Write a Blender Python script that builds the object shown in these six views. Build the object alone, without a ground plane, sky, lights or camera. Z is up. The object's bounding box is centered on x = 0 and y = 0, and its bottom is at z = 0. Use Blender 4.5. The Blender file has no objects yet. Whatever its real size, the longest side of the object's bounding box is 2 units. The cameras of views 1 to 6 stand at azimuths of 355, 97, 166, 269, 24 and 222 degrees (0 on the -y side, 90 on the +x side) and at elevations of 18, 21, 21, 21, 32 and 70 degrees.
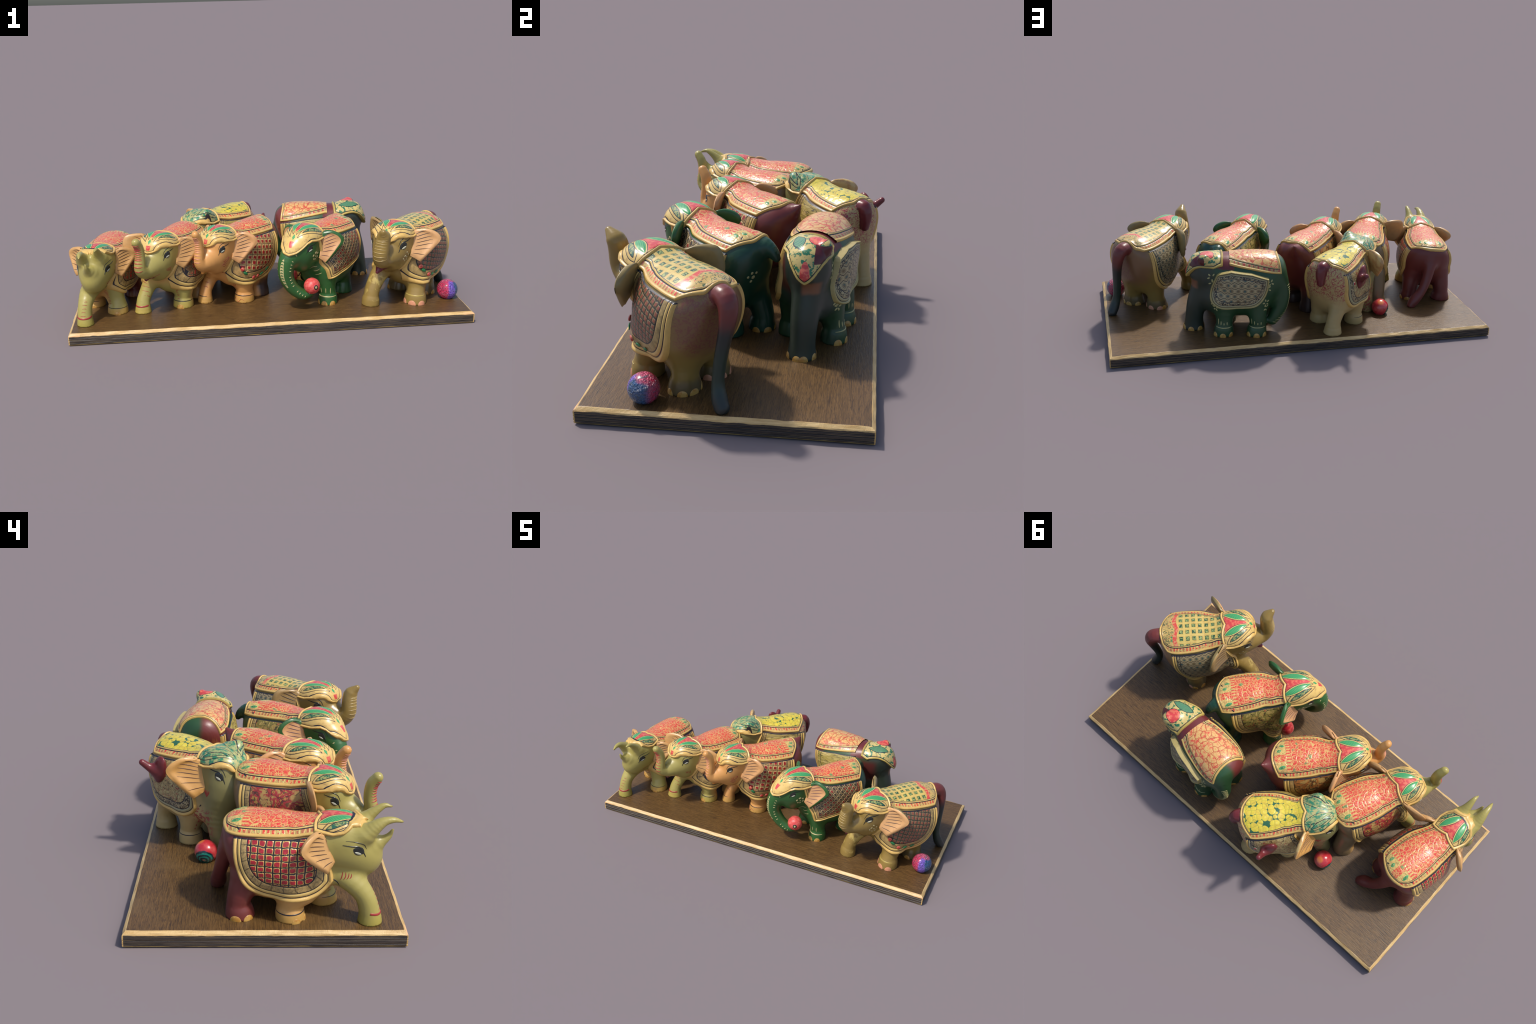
"""Seven painted elephant figurines and two loose balls on a wooden board."""
import bpy, math
import numpy as np

G0 = 0.0585            # height of the board's top face
rng = np.random.default_rng(7)

# =====================================================================
#  small shader language: expressions become Math / Mix / texture nodes
# =====================================================================
class X:
    def __init__(s, m, sock): s.m, s.s = m, sock
    def _b(s, op, o, rev=False):
        a, b = (o, s) if rev else (s, o)
        return s.m.math(op, a, b)
    def __add__(s, o): return s._b('ADD', o)
    __radd__ = __add__
    def __sub__(s, o): return s._b('SUBTRACT', o)
    def __rsub__(s, o): return s._b('SUBTRACT', o, True)
    def __mul__(s, o): return s._b('MULTIPLY', o)
    __rmul__ = __mul__
    def __truediv__(s, o): return s._b('DIVIDE', o)
    def __neg__(s): return s.m.math('MULTIPLY', s, -1.0)


class Mat:
    """One node material; x, y, z are the figurine's own template coordinates."""
    def __init__(self, name, sy=1.0, sz=1.0, y0=0.0, bend=0.0):
        self.mat = bpy.data.materials.new(name)
        self.mat.use_nodes = True
        self.nt = self.mat.node_tree
        self.nt.nodes.clear()
        self.out = self.nt.nodes.new('ShaderNodeOutputMaterial')
        self.bs = self.nt.nodes.new('ShaderNodeBsdfPrincipled')
        self.nt.links.new(self.bs.outputs[0], self.out.inputs[0])
        tc = self.nt.nodes.new('ShaderNodeTexCoord')
        sp = self.nt.nodes.new('ShaderNodeSeparateXYZ')
        self.nt.links.new(tc.outputs['Object'], sp.inputs[0])
        self.vec = tc.outputs['Object']
        self.x = X(self, sp.outputs[0])
        yy = X(self, sp.outputs[1])
        if bend: yy = yy - self.math('MAXIMUM', self.x - 0.1, 0.0) * bend
        if y0: yy = yy - y0
        self.y = yy / sy if sy != 1 else yy
        self.z = X(self, sp.outputs[2]) / sz + G0
        self.ay = self.math('ABSOLUTE', self.y)

    def link(self, v, sock):
        if isinstance(v, X): self.nt.links.new(v.s, sock)
        elif isinstance(v, (tuple, list)): sock.default_value = tuple(v) + ((1.0,) if len(v) == 3 and sock.type == 'RGBA' else ())
        elif isinstance(v, (int, float)): sock.default_value = v
        else: self.nt.links.new(v, sock)

    def math(self, op, a, b=None, c=None):
        n = self.nt.nodes.new('ShaderNodeMath'); n.operation = op
        for i, v in enumerate((a, b, c)):
            if v is not None: self.link(v, n.inputs[i])
        return X(self, n.outputs[0])

    def step(self, a, b, v):
        n = self.nt.nodes.new('ShaderNodeMapRange'); n.interpolation_type = 'SMOOTHSTEP'
        self.link(v, n.inputs[0]); n.inputs[1].default_value = a; n.inputs[2].default_value = b
        return X(self, n.outputs[0])

    def inside(self, lo, hi, v, soft=0.003):
        return self.step(lo - soft, lo + soft, v) * (1.0 - self.step(hi - soft, hi + soft, v))

    def mix(self, f, a, b):
        n = self.nt.nodes.new('ShaderNodeMix'); n.data_type = 'RGBA'
        self.link(f, n.inputs[0]); self.link(a, n.inputs[6]); self.link(b, n.inputs[7])
        return X(self, n.outputs[2])

    def xyz(self, x, y, z):
        n = self.nt.nodes.new('ShaderNodeCombineXYZ')
        for i, v in enumerate((x, y, z)): self.link(v, n.inputs[i])
        return X(self, n.outputs[0])

    def noise(self, scale, detail=3.0, rough=0.55, vec=None, dist=0.0):
        n = self.nt.nodes.new('ShaderNodeTexNoise')
        self.link(vec if vec is not None else self.vec, n.inputs['Vector'])
        n.inputs['Scale'].default_value = scale; n.inputs['Detail'].default_value = detail
        n.inputs['Roughness'].default_value = rough; n.inputs['Distortion'].default_value = dist
        return X(self, n.outputs[0])

    def warp(self, scale, amount, vec=None):
        n = self.nt.nodes.new('ShaderNodeTexNoise')
        self.link(vec if vec is not None else self.vec, n.inputs['Vector'])
        n.inputs['Scale'].default_value = scale; n.inputs['Detail'].default_value = 2
        a = self.nt.nodes.new('ShaderNodeVectorMath'); a.operation = 'SUBTRACT'
        self.nt.links.new(n.outputs[1], a.inputs[0]); a.inputs[1].default_value = (.5, .5, .5)
        b = self.nt.nodes.new('ShaderNodeVectorMath'); b.operation = 'SCALE'
        self.nt.links.new(a.outputs[0], b.inputs[0]); b.inputs['Scale'].default_value = amount
        c = self.nt.nodes.new('ShaderNodeVectorMath'); c.operation = 'ADD'
        self.link(vec if vec is not None else self.vec, c.inputs[0]); self.nt.links.new(b.outputs[0], c.inputs[1])
        return X(self, c.outputs[0])

    def voronoi(self, scale, feature='F1', vec=None, rand=1.0, out='Distance'):
        n = self.nt.nodes.new('ShaderNodeTexVoronoi'); n.feature = feature
        self.link(vec if vec is not None else self.vec, n.inputs['Vector'])
        n.inputs['Scale'].default_value = scale; n.inputs['Randomness'].default_value = rand
        return X(self, n.outputs[out])

    def bump(self, h, strength=0.3, dist=0.004):
        n = self.nt.nodes.new('ShaderNodeBump')
        n.inputs['Strength'].default_value = strength; n.inputs['Distance'].default_value = dist
        self.link(h, n.inputs['Height'])
        self.nt.links.new(n.outputs[0], self.bs.inputs['Normal'])

    def done(self, col, rough=0.4, spec=0.5, coat=0.0):
        self.link(col, self.bs.inputs['Base Color'])
        self.link(rough, self.bs.inputs['Roughness'])
        self.bs.inputs['Specular IOR Level'].default_value = spec
        self.bs.inputs['Coat Weight'].default_value = coat
        self.bs.inputs['Coat Roughness'].default_value = 0.25
        return self.mat

# palette (linear albedo)
CREAM = (.64, .44, .14); TRIM = (.64, .41, .12); INK = (.018, .016, .022); RED = (.62, .055, .035); CORAL = (.66, .15, .085)
MAROON = (.15, .030, .025); LEAF = (.03, .27, .09); TEAL = (.012, .12, .075); OLIVE = (.36, .305, .085)
TAN = (.56, .31, .095); PEACH = (.60, .29, .085); GREEN = (.028, .108, .026); DKGREEN = (.018, .05, .03)
BRASS = (.27, .18, .048); YELLOW = (.62, .49, .035); NAIL = (.50, .29, .07); WINE = (.14, .015, .03)


def plain(name, col, rough=0.4, mottled=0.12, scale=60, w={}):
    m = Mat(name, **w)
    n = m.noise(scale, 3)
    c = m.mix(m.step(.3, .75, n) * mottled * 2, col, tuple(v * .55 for v in col))
    return m.done(c, rough)

# =====================================================================
#  signed distance modelling
# =====================================================================
def ell(c, r, n=2.0, tilt=0.0):
    c = np.array(c); r = np.array(r); ct, st = math.cos(tilt), math.sin(tilt)
    def f(P):
        q = P - c
        if tilt:
            q = np.stack([q[:, 0]*ct - q[:, 2]*st, q[:, 1], q[:, 0]*st + q[:, 2]*ct], 1)
        a = np.abs(q) / r
        if n == 2.0:
            g = np.sqrt((a*a).sum(1)) + 1e-6
            gr = np.sqrt(((a/r)**2).sum(1)) / g
        else:
            s = (a**n).sum(1) + 1e-9
            g = s**(1/n)
            gr = np.sqrt(((a**(n-1)/r)**2).sum(1)) * s**(1/n-1)
        return np.maximum(g - 1, -.6) / np.maximum(gr, 1e-3)
    return f


def barrel(c, r, low, n=2.12, m=2.9, lean=.30, rear=1.0):
    """barrel lying along x: superelliptic section, blunt ends, upper part leaning back"""
    c = np.array(c)
    def f(P):
        q = P - c
        x = q[:, 0] + lean*q[:, 2]*np.clip(.5 - q[:, 0]/.2, 0, 1)
        z = np.where(q[:, 2] < 0, q[:, 2]/low, q[:, 2]/r[2])
        cz = np.where(q[:, 2] < 0, low, r[2])
        rx = np.where(x < 0, r[0]*rear, r[0])
        X, A, B = np.abs(x)/rx, np.abs(q[:, 1])/r[1], np.abs(z)
        s = A**n + B**n + 1e-9; t = s**(1/n)
        g = (X**m + t**m)**(1/m) + 1e-6
        gx = g**(1-m)*X**(m-1)/rx; gt = g**(1-m)*t**(m-1)*t**(1-n)
        gy = gt*A**(n-1)/r[1]; gz = gt*B**(n-1)/cz
        return np.maximum(g-1, -.6)/np.maximum(np.sqrt(gx*gx+gy*gy+gz*gz), 2.0)
    return f


def limb(*pts):
    """tapered limb through (x, y, z, radius) stations"""
    pts = np.array(pts, float)
    if 2 < len(pts) < 14:
        pts = catmull(pts, 3*len(pts)-2)
    A, B = pts[:-1], pts[1:]; ba = (B-A)[:, :3]; bb = (ba*ba).sum(1); rd = B[:, 3]-A[:, 3]
    ab = (A[:, :3]*ba).sum(1); aa = (A[:, :3]**2).sum(1)
    lo, hi = (pts[:, :3]-pts[:, 3:]).min(0), (pts[:, :3]+pts[:, 3:]).max(0)
    def f(P):
        # far points only need a lower bound
        out = np.maximum(np.maximum(lo[0]-P[:, 0], P[:, 0]-hi[0]), np.maximum(np.maximum(lo[1]-P[:, 1], P[:, 1]-hi[1]), np.maximum(lo[2]-P[:, 2], P[:, 2]-hi[2])))
        near = out < .055
        if near.any(): out[near] = core(P[near])
        return out
    def core(P):
        pp = (P*P).sum(1)[:, None]
        pa = P @ A[:, :3].T
        h = (P @ ba.T - ab)
        t = np.clip(h/bb, 0, 1)
        d2 = pp - 2*pa + aa - 2*t*h + t*t*bb
        return (np.sqrt(np.maximum(d2, 1e-12)) - (A[:, 3] + rd*t)).min(1)
    return f


def smin(a, b, k):
    h = np.maximum(k - np.abs(a - b), 0) / k
    return np.minimum(a, b) - h*h*k*.25


class Form:
    """smooth union of named primitives, standing on the board"""
    def __init__(s, prims): s.prims = prims
    def __call__(s, P):
        d = None
        for g, f, k in s.prims:
            e = f(P)
            d = e if d is None else smin(d, e, k)
        return np.maximum(d, (G0 - .0008) - P[:, 2])
    def grad(s, P, h=.0012):
        g = np.empty_like(P)
        for i in range(3):
            o = np.zeros(3); o[i] = h
            g[:, i] = s(P + o) - s(P - o)
        return g / (np.linalg.norm(g, axis=1, keepdims=True) + 1e-9)
    def snap(s, P, n=2):
        for _ in range(n):
            P = P - s.grad(P) * np.clip(s(P), -.004, .004)[:, None]
        return P
    def groups(s, P):
        names = []; vals = []
        for g, f, k in s.prims:
            e = f(P)
            if g in names:
                i = names.index(g); vals[i] = np.minimum(vals[i], e)
            else: names.append(g); vals.append(e)
        return names, np.argmin(np.array(vals), 0)


def surface_net(f, lo, hi, h):
    n = [int(math.ceil((b-a)/h))+1 for a, b in zip(lo, hi)]
    ax = [lo[i] + h*np.arange(n[i]) for i in range(3)]
    g = np.stack(np.meshgrid(*ax, indexing='ij'), -1).reshape(-1, 3)
    D = np.full(len(g), 1.0)
    ii = np.stack(np.meshgrid(*[np.arange(k) for k in n], indexing='ij'), -1).reshape(-1, 3)
    c4 = [k//4+1 for k in n]
    cg = np.stack(np.meshgrid(*[lo[i] + h*(4*np.arange(c4[i])+1.5) for i in range(3)], indexing='ij'), -1).reshape(-1, 3)
    cd = f(cg).reshape(c4)
    dc = cd[tuple((ii//4).T)]
    D = np.where(dc < 0, -1.0, 1.0); near = np.abs(dc) < 4.6*h
    D[near] = f(g[near])
    D = D.reshape(n)
    S = D < 0
    nx, ny, nz = n
    cnt = np.zeros((nx-1, ny-1, nz-1)); acc = np.zeros((nx-1, ny-1, nz-1, 3))
    cs = [(i, j, k) for i in (0, 1) for j in (0, 1) for k in (0, 1)]
    sl = lambda c: tuple(slice(c[i], n[i]-1+c[i]) for i in range(3))
    for a in cs:
        for ax_ in range(3):
            if a[ax_]: continue
            b = list(a); b[ax_] = 1; b = tuple(b)
            da, db = D[sl(a)], D[sl(b)]
            m = S[sl(a)] != S[sl(b)]
            t = np.where(m, da/np.where(m, da-db, 1), 0)
            cnt += m
            for i in range(3):
                acc[..., i] += m*((t if i == ax_ else 0) + a[i])
    act = cnt > 0
    idx = -np.ones(act.shape, int); idx[act] = np.arange(act.sum())
    cell = np.stack(np.nonzero(act), 1)
    V = np.array(lo) + h*(cell + acc[act]/cnt[act][:, None])
    T = []
    for d in range(3):
        o1, o2 = (d+1) % 3, (d+2) % 3
        a = [slice(1, -1)]*3; b = [slice(1, -1)]*3
        a[d] = slice(0, n[d]-1); b[d] = slice(1, n[d])
        sa, sb = S[tuple(a)], S[tuple(b)]
        e = np.stack(np.nonzero(sa != sb), 1)
        inn = sa[tuple(e.T)]
        base = e.copy()
        for i in range(3):
            if i != d: base[:, i] += 1
        def at(u, v):
            c = base.copy(); c[:, o1] -= u; c[:, o2] -= v
            return idx[tuple(c.T)]
        q = np.stack([at(1, 1), at(0, 1), at(0, 0), at(1, 0)], 1)
        q[~inn] = q[~inn][:, ::-1]
        T += [q[:, [0, 1, 2]], q[:, [0, 2, 3]]]
    return V, np.concatenate(T)

# =====================================================================
#  triangle-mesh tools
# =====================================================================
def compact(V, T):
    u, inv = np.unique(T, return_inverse=True)
    return V[u], inv.reshape(T.shape), u


def refine(V, T):
    E = np.sort(np.concatenate([T[:, [0, 1]], T[:, [1, 2]], T[:, [2, 0]]]), 1)
    u, inv = np.unique(E, axis=0, return_inverse=True); inv = inv.ravel()
    M = (V[u[:, 0]] + V[u[:, 1]])/2
    n = len(T); a, b, c = len(V)+inv[:n], len(V)+inv[n:2*n], len(V)+inv[2*n:]
    T2 = np.concatenate([np.stack([T[:, 0], a, c], 1), np.stack([T[:, 1], b, a], 1), np.stack([T[:, 2], c, b], 1), np.stack([a, b, c], 1)])
    return np.concatenate([V, M]), T2


def split(V, T, col, level):
    """insert edges along the line where field column `col` equals `level`"""
    f = V[:, col] - level; f = np.where(np.abs(f) < 4e-5, 0, f); s = np.sign(f)
    st = s[T]; cr = (st.max(1) > 0) & (st.min(1) < 0)
    if not cr.any(): return V, T
    keep, C = T[~cr], T[cr]; sc = st[cr]
    hz = (sc == 0).any(1)
    new = []; base = len(V); pairs = []
    def rot(C, k): return np.take_along_axis(C, (k[:, None] + np.arange(3)) % 3, 1)
    Z = C[hz]
    if len(Z): Z = rot(Z, np.argmax(sc[hz] == 0, 1))
    L = C[~hz]; sl = sc[~hz]
    if len(L): L = rot(L, np.argmax(sl == -np.sign(sl.sum(1))[:, None], 1))
    E = np.concatenate([Z[:, [1, 2]], L[:, [0, 1]], L[:, [0, 2]]])
    u, inv = np.unique(np.sort(E, 1), axis=0, return_inverse=True); inv = inv.ravel()
    fa, fb = f[u[:, 0]], f[u[:, 1]]; t = (fa/(fa-fb))[:, None]
    M = V[u[:, 0]]*(1-t) + V[u[:, 1]]*t
    nz, nl = len(Z), len(L)
    m = base + inv[:nz]; m1 = base + inv[nz:nz+nl]; m2 = base + inv[nz+nl:]
    out = [keep, np.stack([Z[:, 0], Z[:, 1], m], 1), np.stack([Z[:, 0], m, Z[:, 2]], 1),
           np.stack([L[:, 0], m1, m2], 1), np.stack([m1, L[:, 1], L[:, 2]], 1), np.stack([m1, L[:, 2], m2], 1)]
    return np.concatenate([V, M]), np.concatenate(out)


def vnormals(V, T):
    N = np.zeros_like(V)
    fn = np.cross(V[T[:, 1]]-V[T[:, 0]], V[T[:, 2]]-V[T[:, 0]])
    for i in range(3): np.add.at(N, T[:, i], fn)
    return N / (np.linalg.norm(N, axis=1, keepdims=True) + 1e-12)


def make(name, V, T, mats, parent, N=None, midx=None, kind=None):
    V, T, u = compact(V, T)
    me = bpy.data.meshes.new(name)
    me.from_pydata(V.tolist(), [], T.tolist())
    for m in (mats if isinstance(mats, (list, tuple)) else [mats]): me.materials.append(m)
    if midx is not None: me.polygons.foreach_set('material_index', np.asarray(midx, np.int32))
    me.polygons.foreach_set('use_smooth', np.ones(len(T), bool))
    if N is not None: me.normals_split_custom_set_from_vertices(N[u].tolist())
    me.update()
    ob = bpy.data.objects.new(name, me)
    bpy.context.scene.collection.objects.link(ob)
    if parent is not None: ob.parent = parent
    if kind: ob['kind'] = kind
    return ob


def tube_mesh(P, R, seg=8, squash=None):
    """tube along points P with radii R, rounded ends"""
    P = np.asarray(P, float); R = np.asarray(R, float)
    t = np.gradient(P, axis=0); t /= np.linalg.norm(t, axis=1, keepdims=True) + 1e-12
    up = np.array([0, 0, 1.0]) if abs(t[0] @ [0, 0, 1]) < .9 else np.array([1.0, 0, 0])
    V = []; n = np.cross(t[0], up); n /= np.linalg.norm(n)
    for i in range(len(P)):
        n = n - t[i]*(n @ t[i]); n /= np.linalg.norm(n) + 1e-12
        b = np.cross(t[i], n)
        a = np.arange(seg)*2*math.pi/seg
        V.append(P[i] + R[i]*(np.cos(a)[:, None]*n + np.sin(a)[:, None]*b))
    V = np.concatenate(V); T = []
    for i in range(len(P)-1):
        for j in range(seg):
            a, b = i*seg+j, i*seg+(j+1) % seg
            T += [[a, b, b+seg], [a, b+seg, a+seg]]
    k = len(V); V = np.concatenate([V, P[[0]] - t[[0]]*R[0]*.3, P[[-1]] + t[[-1]]*R[-1]*.3])
    l = (len(P)-1)*seg
    for j in range(seg):
        T += [[k, (j+1) % seg, j], [k+1, l+j, l+(j+1) % seg]]
    return V, np.array(T)


def join(ms):
    Vs, Ts, o = [], [], 0
    for V, T in ms: Vs.append(V); Ts.append(np.asarray(T)+o); o += len(V)
    return np.concatenate(Vs), np.concatenate(Ts)


def catmull(P, n):
    P = np.asarray(P, float)
    k = len(P); Q = np.concatenate([[2*P[0]-P[1]], P, [2*P[-1]-P[-2]]])
    u = np.linspace(0, k-1-1e-9, n); i = u.astype(int); t = (u-i)[:, None]
    a, b, c, d = Q[i], Q[i+1], Q[i+2], Q[i+3]
    return .5*(2*b + (c-a)*t + (2*a-5*b+4*c-d)*t*t + (3*b-a-3*c+d)*t**3)

# =====================================================================
#  the elephant, in template space: +x forward, y left, z up (board top at G0)
# =====================================================================
def torso_forms(w=1.0, yc=.008, dz=0.0, rear=1.0, low=.178):
    return [('torso', barrel((-.028, yc, .296+dz), (.168, .142*w, .164), low, rear=rear), .02),
            ('torso', ell((.095, yc*.5, .262), (.085, .100*w, .118)), .03),
            ('torso', ell((.115, 0, .362+dz*.5), (.100, .094*w, .096), 2.5), .025)]


def head_forms():
    return [('head', ell((.188, 0, .385), (.101, .090, .090), 2.6), .02),
            ('head', ell((.214, 0, .325), (.084, .074, .088)), .025),
            ('head', ell((.268, 0, .333), (.054, .053, .053)), .035)]


def foreleg(side, foot_x, foot_y, top=(.075, .075, .24), r=.047):
    """straight foreleg with a swollen foot"""
    tx, ty, tz = top; s = side
    return limb((tx, s*ty, tz, .058), (.5*(tx+foot_x), s*(.5*ty+.5*foot_y), .15, r), (foot_x, s*foot_y, .11, r*.93), (foot_x+.002, s*foot_y, .085, r*1.08), (foot_x+.004, s*foot_y, .06, r*1.12))


def stepping_leg(side, foot_x, foot_y):
    """foreleg reaching forward in a stride, ending in a flared cuff"""
    s = side
    return limb((.15, s*.045, .25, .052), (foot_x-.045, s*(foot_y-.012), .185, .036), (foot_x-.012, s*foot_y, .13, .033), (foot_x, s*foot_y, .10, .035), (foot_x+.004, s*foot_y, .06, .042))


def hindleg(side, foot_x, foot_y, r=.05):
    s = side
    return limb((.6*foot_x-.030, s*(foot_y-.012), .225, r*1.1), (.85*foot_x-.012, s*(foot_y-.003), .155, r*.98), (foot_x, s*foot_y, .11, r*.92), (foot_x+.004, s*foot_y, .08, r*1.08), (foot_x+.006, s*foot_y, .06, r*1.14))


class Paint:
    """raised paint: blobs and brush strokes laid on a form"""
    def __init__(s): s.items = []
    def blob(s, mat, c, size, h=.0012, lift=0.0, turn=0.0, shape='oval', name='painted_mark', form=0):
        s.items.append(('b', mat, np.array(c, float), size, h, lift, turn, shape, name, form))
    def stroke(s, mat, pts, w, h=.0011, lift=0.0, n=14, taper=True, name='painted_line', form=0):
        s.items.append(('s', mat, np.array(pts, float), w, h, lift, n, taper, name, form))
    def build(s, forms):
        out = {}
        for fi, form in enumerate(forms):
            its = [i for i in range(len(s.items)) if s.items[i][9] == fi]
            if not its: continue
            pts = [s.items[i][2][None] if s.items[i][0] == 'b' else catmull(s.items[i][2], s.items[i][6]) for i in its]
            cut = np.cumsum([len(p) for p in pts])[:-1]
            Q = snap_far(form, np.concatenate(pts)); N = form.grad(Q)
            for i, q, n in zip(its, np.split(Q, cut), np.split(N, cut)):
                it = list(s.items[i]); it[2] = (q, n); s.items[i] = it
        for it in s.items:
            form = forms[it[9]]
            if it[0] == 'b':
                _, mat, c, size, h, lift, turn, shape, name, _f = it
                c, n = c[0][0], c[1][0]
                fw = np.array([1.0, 0, 0]) if abs(n[0]) < .9 else np.array([0, 1.0, 0])
                u = fw - n*(fw @ n); u /= np.linalg.norm(u); v = np.cross(n, u)
                if v[2] < 0: v = -v
                ct, st = math.cos(turn), math.sin(turn)
                u, v = u*ct + v*st, v*ct - u*st
                k = 20; a = np.arange(k)*2*math.pi/k
                if shape == 'oval': ox, oy = np.cos(a), np.sin(a)
                elif shape == 'almond': ox, oy = np.cos(a), np.sin(a)*np.abs(np.sin(a))**.55
                elif shape == 'drop': ox, oy = np.cos(a), np.sin(a)*(.62 - .38*np.cos(a))
                else: # 'nail': flat foot, rounded top
                    ox, oy = np.cos(a)*np.where(np.sin(a) < 0, 1.02, 1), np.where(np.sin(a) < 0, np.sin(a)*.55, np.sin(a))
                rings = []; hs = []
                for f, hh in ((1, -.35), (.9, .7), (.5, 1.0), (.05, 1.05)):
                    rings.append(c + (ox*size[0]*f)[:, None]*u + (oy*size[1]*f)[:, None]*v); hs += [hh*h]*k
                P = np.concatenate(rings); T = []
                for r in range(3):
                    for j in range(k):
                        a0, b0 = r*k+j, r*k+(j+1) % k
                        T += [[a0, b0, b0+k], [a0, b0+k, a0+k]]
                for j in range(1, k-1): T.append([3*k, 3*k+j, 3*k+j+1])
                T = np.array(T)
                if np.cross(u, v) @ n < 0: T = T[:, ::-1]
                hs = np.array(hs)
            else:
                _, mat, pts, w, h, lift, m, taper, name, _f = it
                L, n = pts
                t = np.gradient(L, axis=0); t /= np.linalg.norm(t, axis=1, keepdims=True)+1e-9
                b = np.cross(n, t); b /= np.linalg.norm(b, axis=1, keepdims=True)+1e-9
                ww = np.full(m, w) if not taper else w*np.maximum(.12, np.sin(np.linspace(.12, math.pi-.12, m))**.6)
                P = []; hs = []
                for o, hh in ((-1, -.5), (-.75, .6), (0, 1), (.75, .6), (1, -.5)):
                    P.append(L + (ww*o)[:, None]*b); hs += [hh*h]*m
                P = np.concatenate(P); hs = np.array(hs); T = []
                for r in range(4):
                    for j in range(m-1):
                        a0 = r*m+j
                        T += [[a0, a0+1, a0+m], [a0+1, a0+m+1, a0+m]]
                T = np.array(T)
            out.setdefault((name, mat.name, it[9]), []).append((P, T, hs + lift, mat))
        res = []
        for (name, mn, fi), L in out.items():
            form = forms[fi]
            P, T = join([(p, t) for p, t, _, _ in L]); hs = np.concatenate([q[2] for q in L])
            P = snap_far(form, P, 3); n = form.grad(P)
            P = P + n*hs[:, None]
            fn = np.cross(P[T[:, 1]]-P[T[:, 0]], P[T[:, 2]]-P[T[:, 0]])
            fl = (fn*n[T[:, 0]]).sum(1) < 0
            T = T.copy(); T[fl] = T[fl][:, ::-1]
            res.append((name, L[0][3], P, T, len(L)))
        return res


def snap_far(form, P, n=5):
    for _ in range(n):
        P = P - form.grad(P)*np.clip(form(P), -.02, .02)[:, None]
    return P


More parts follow.
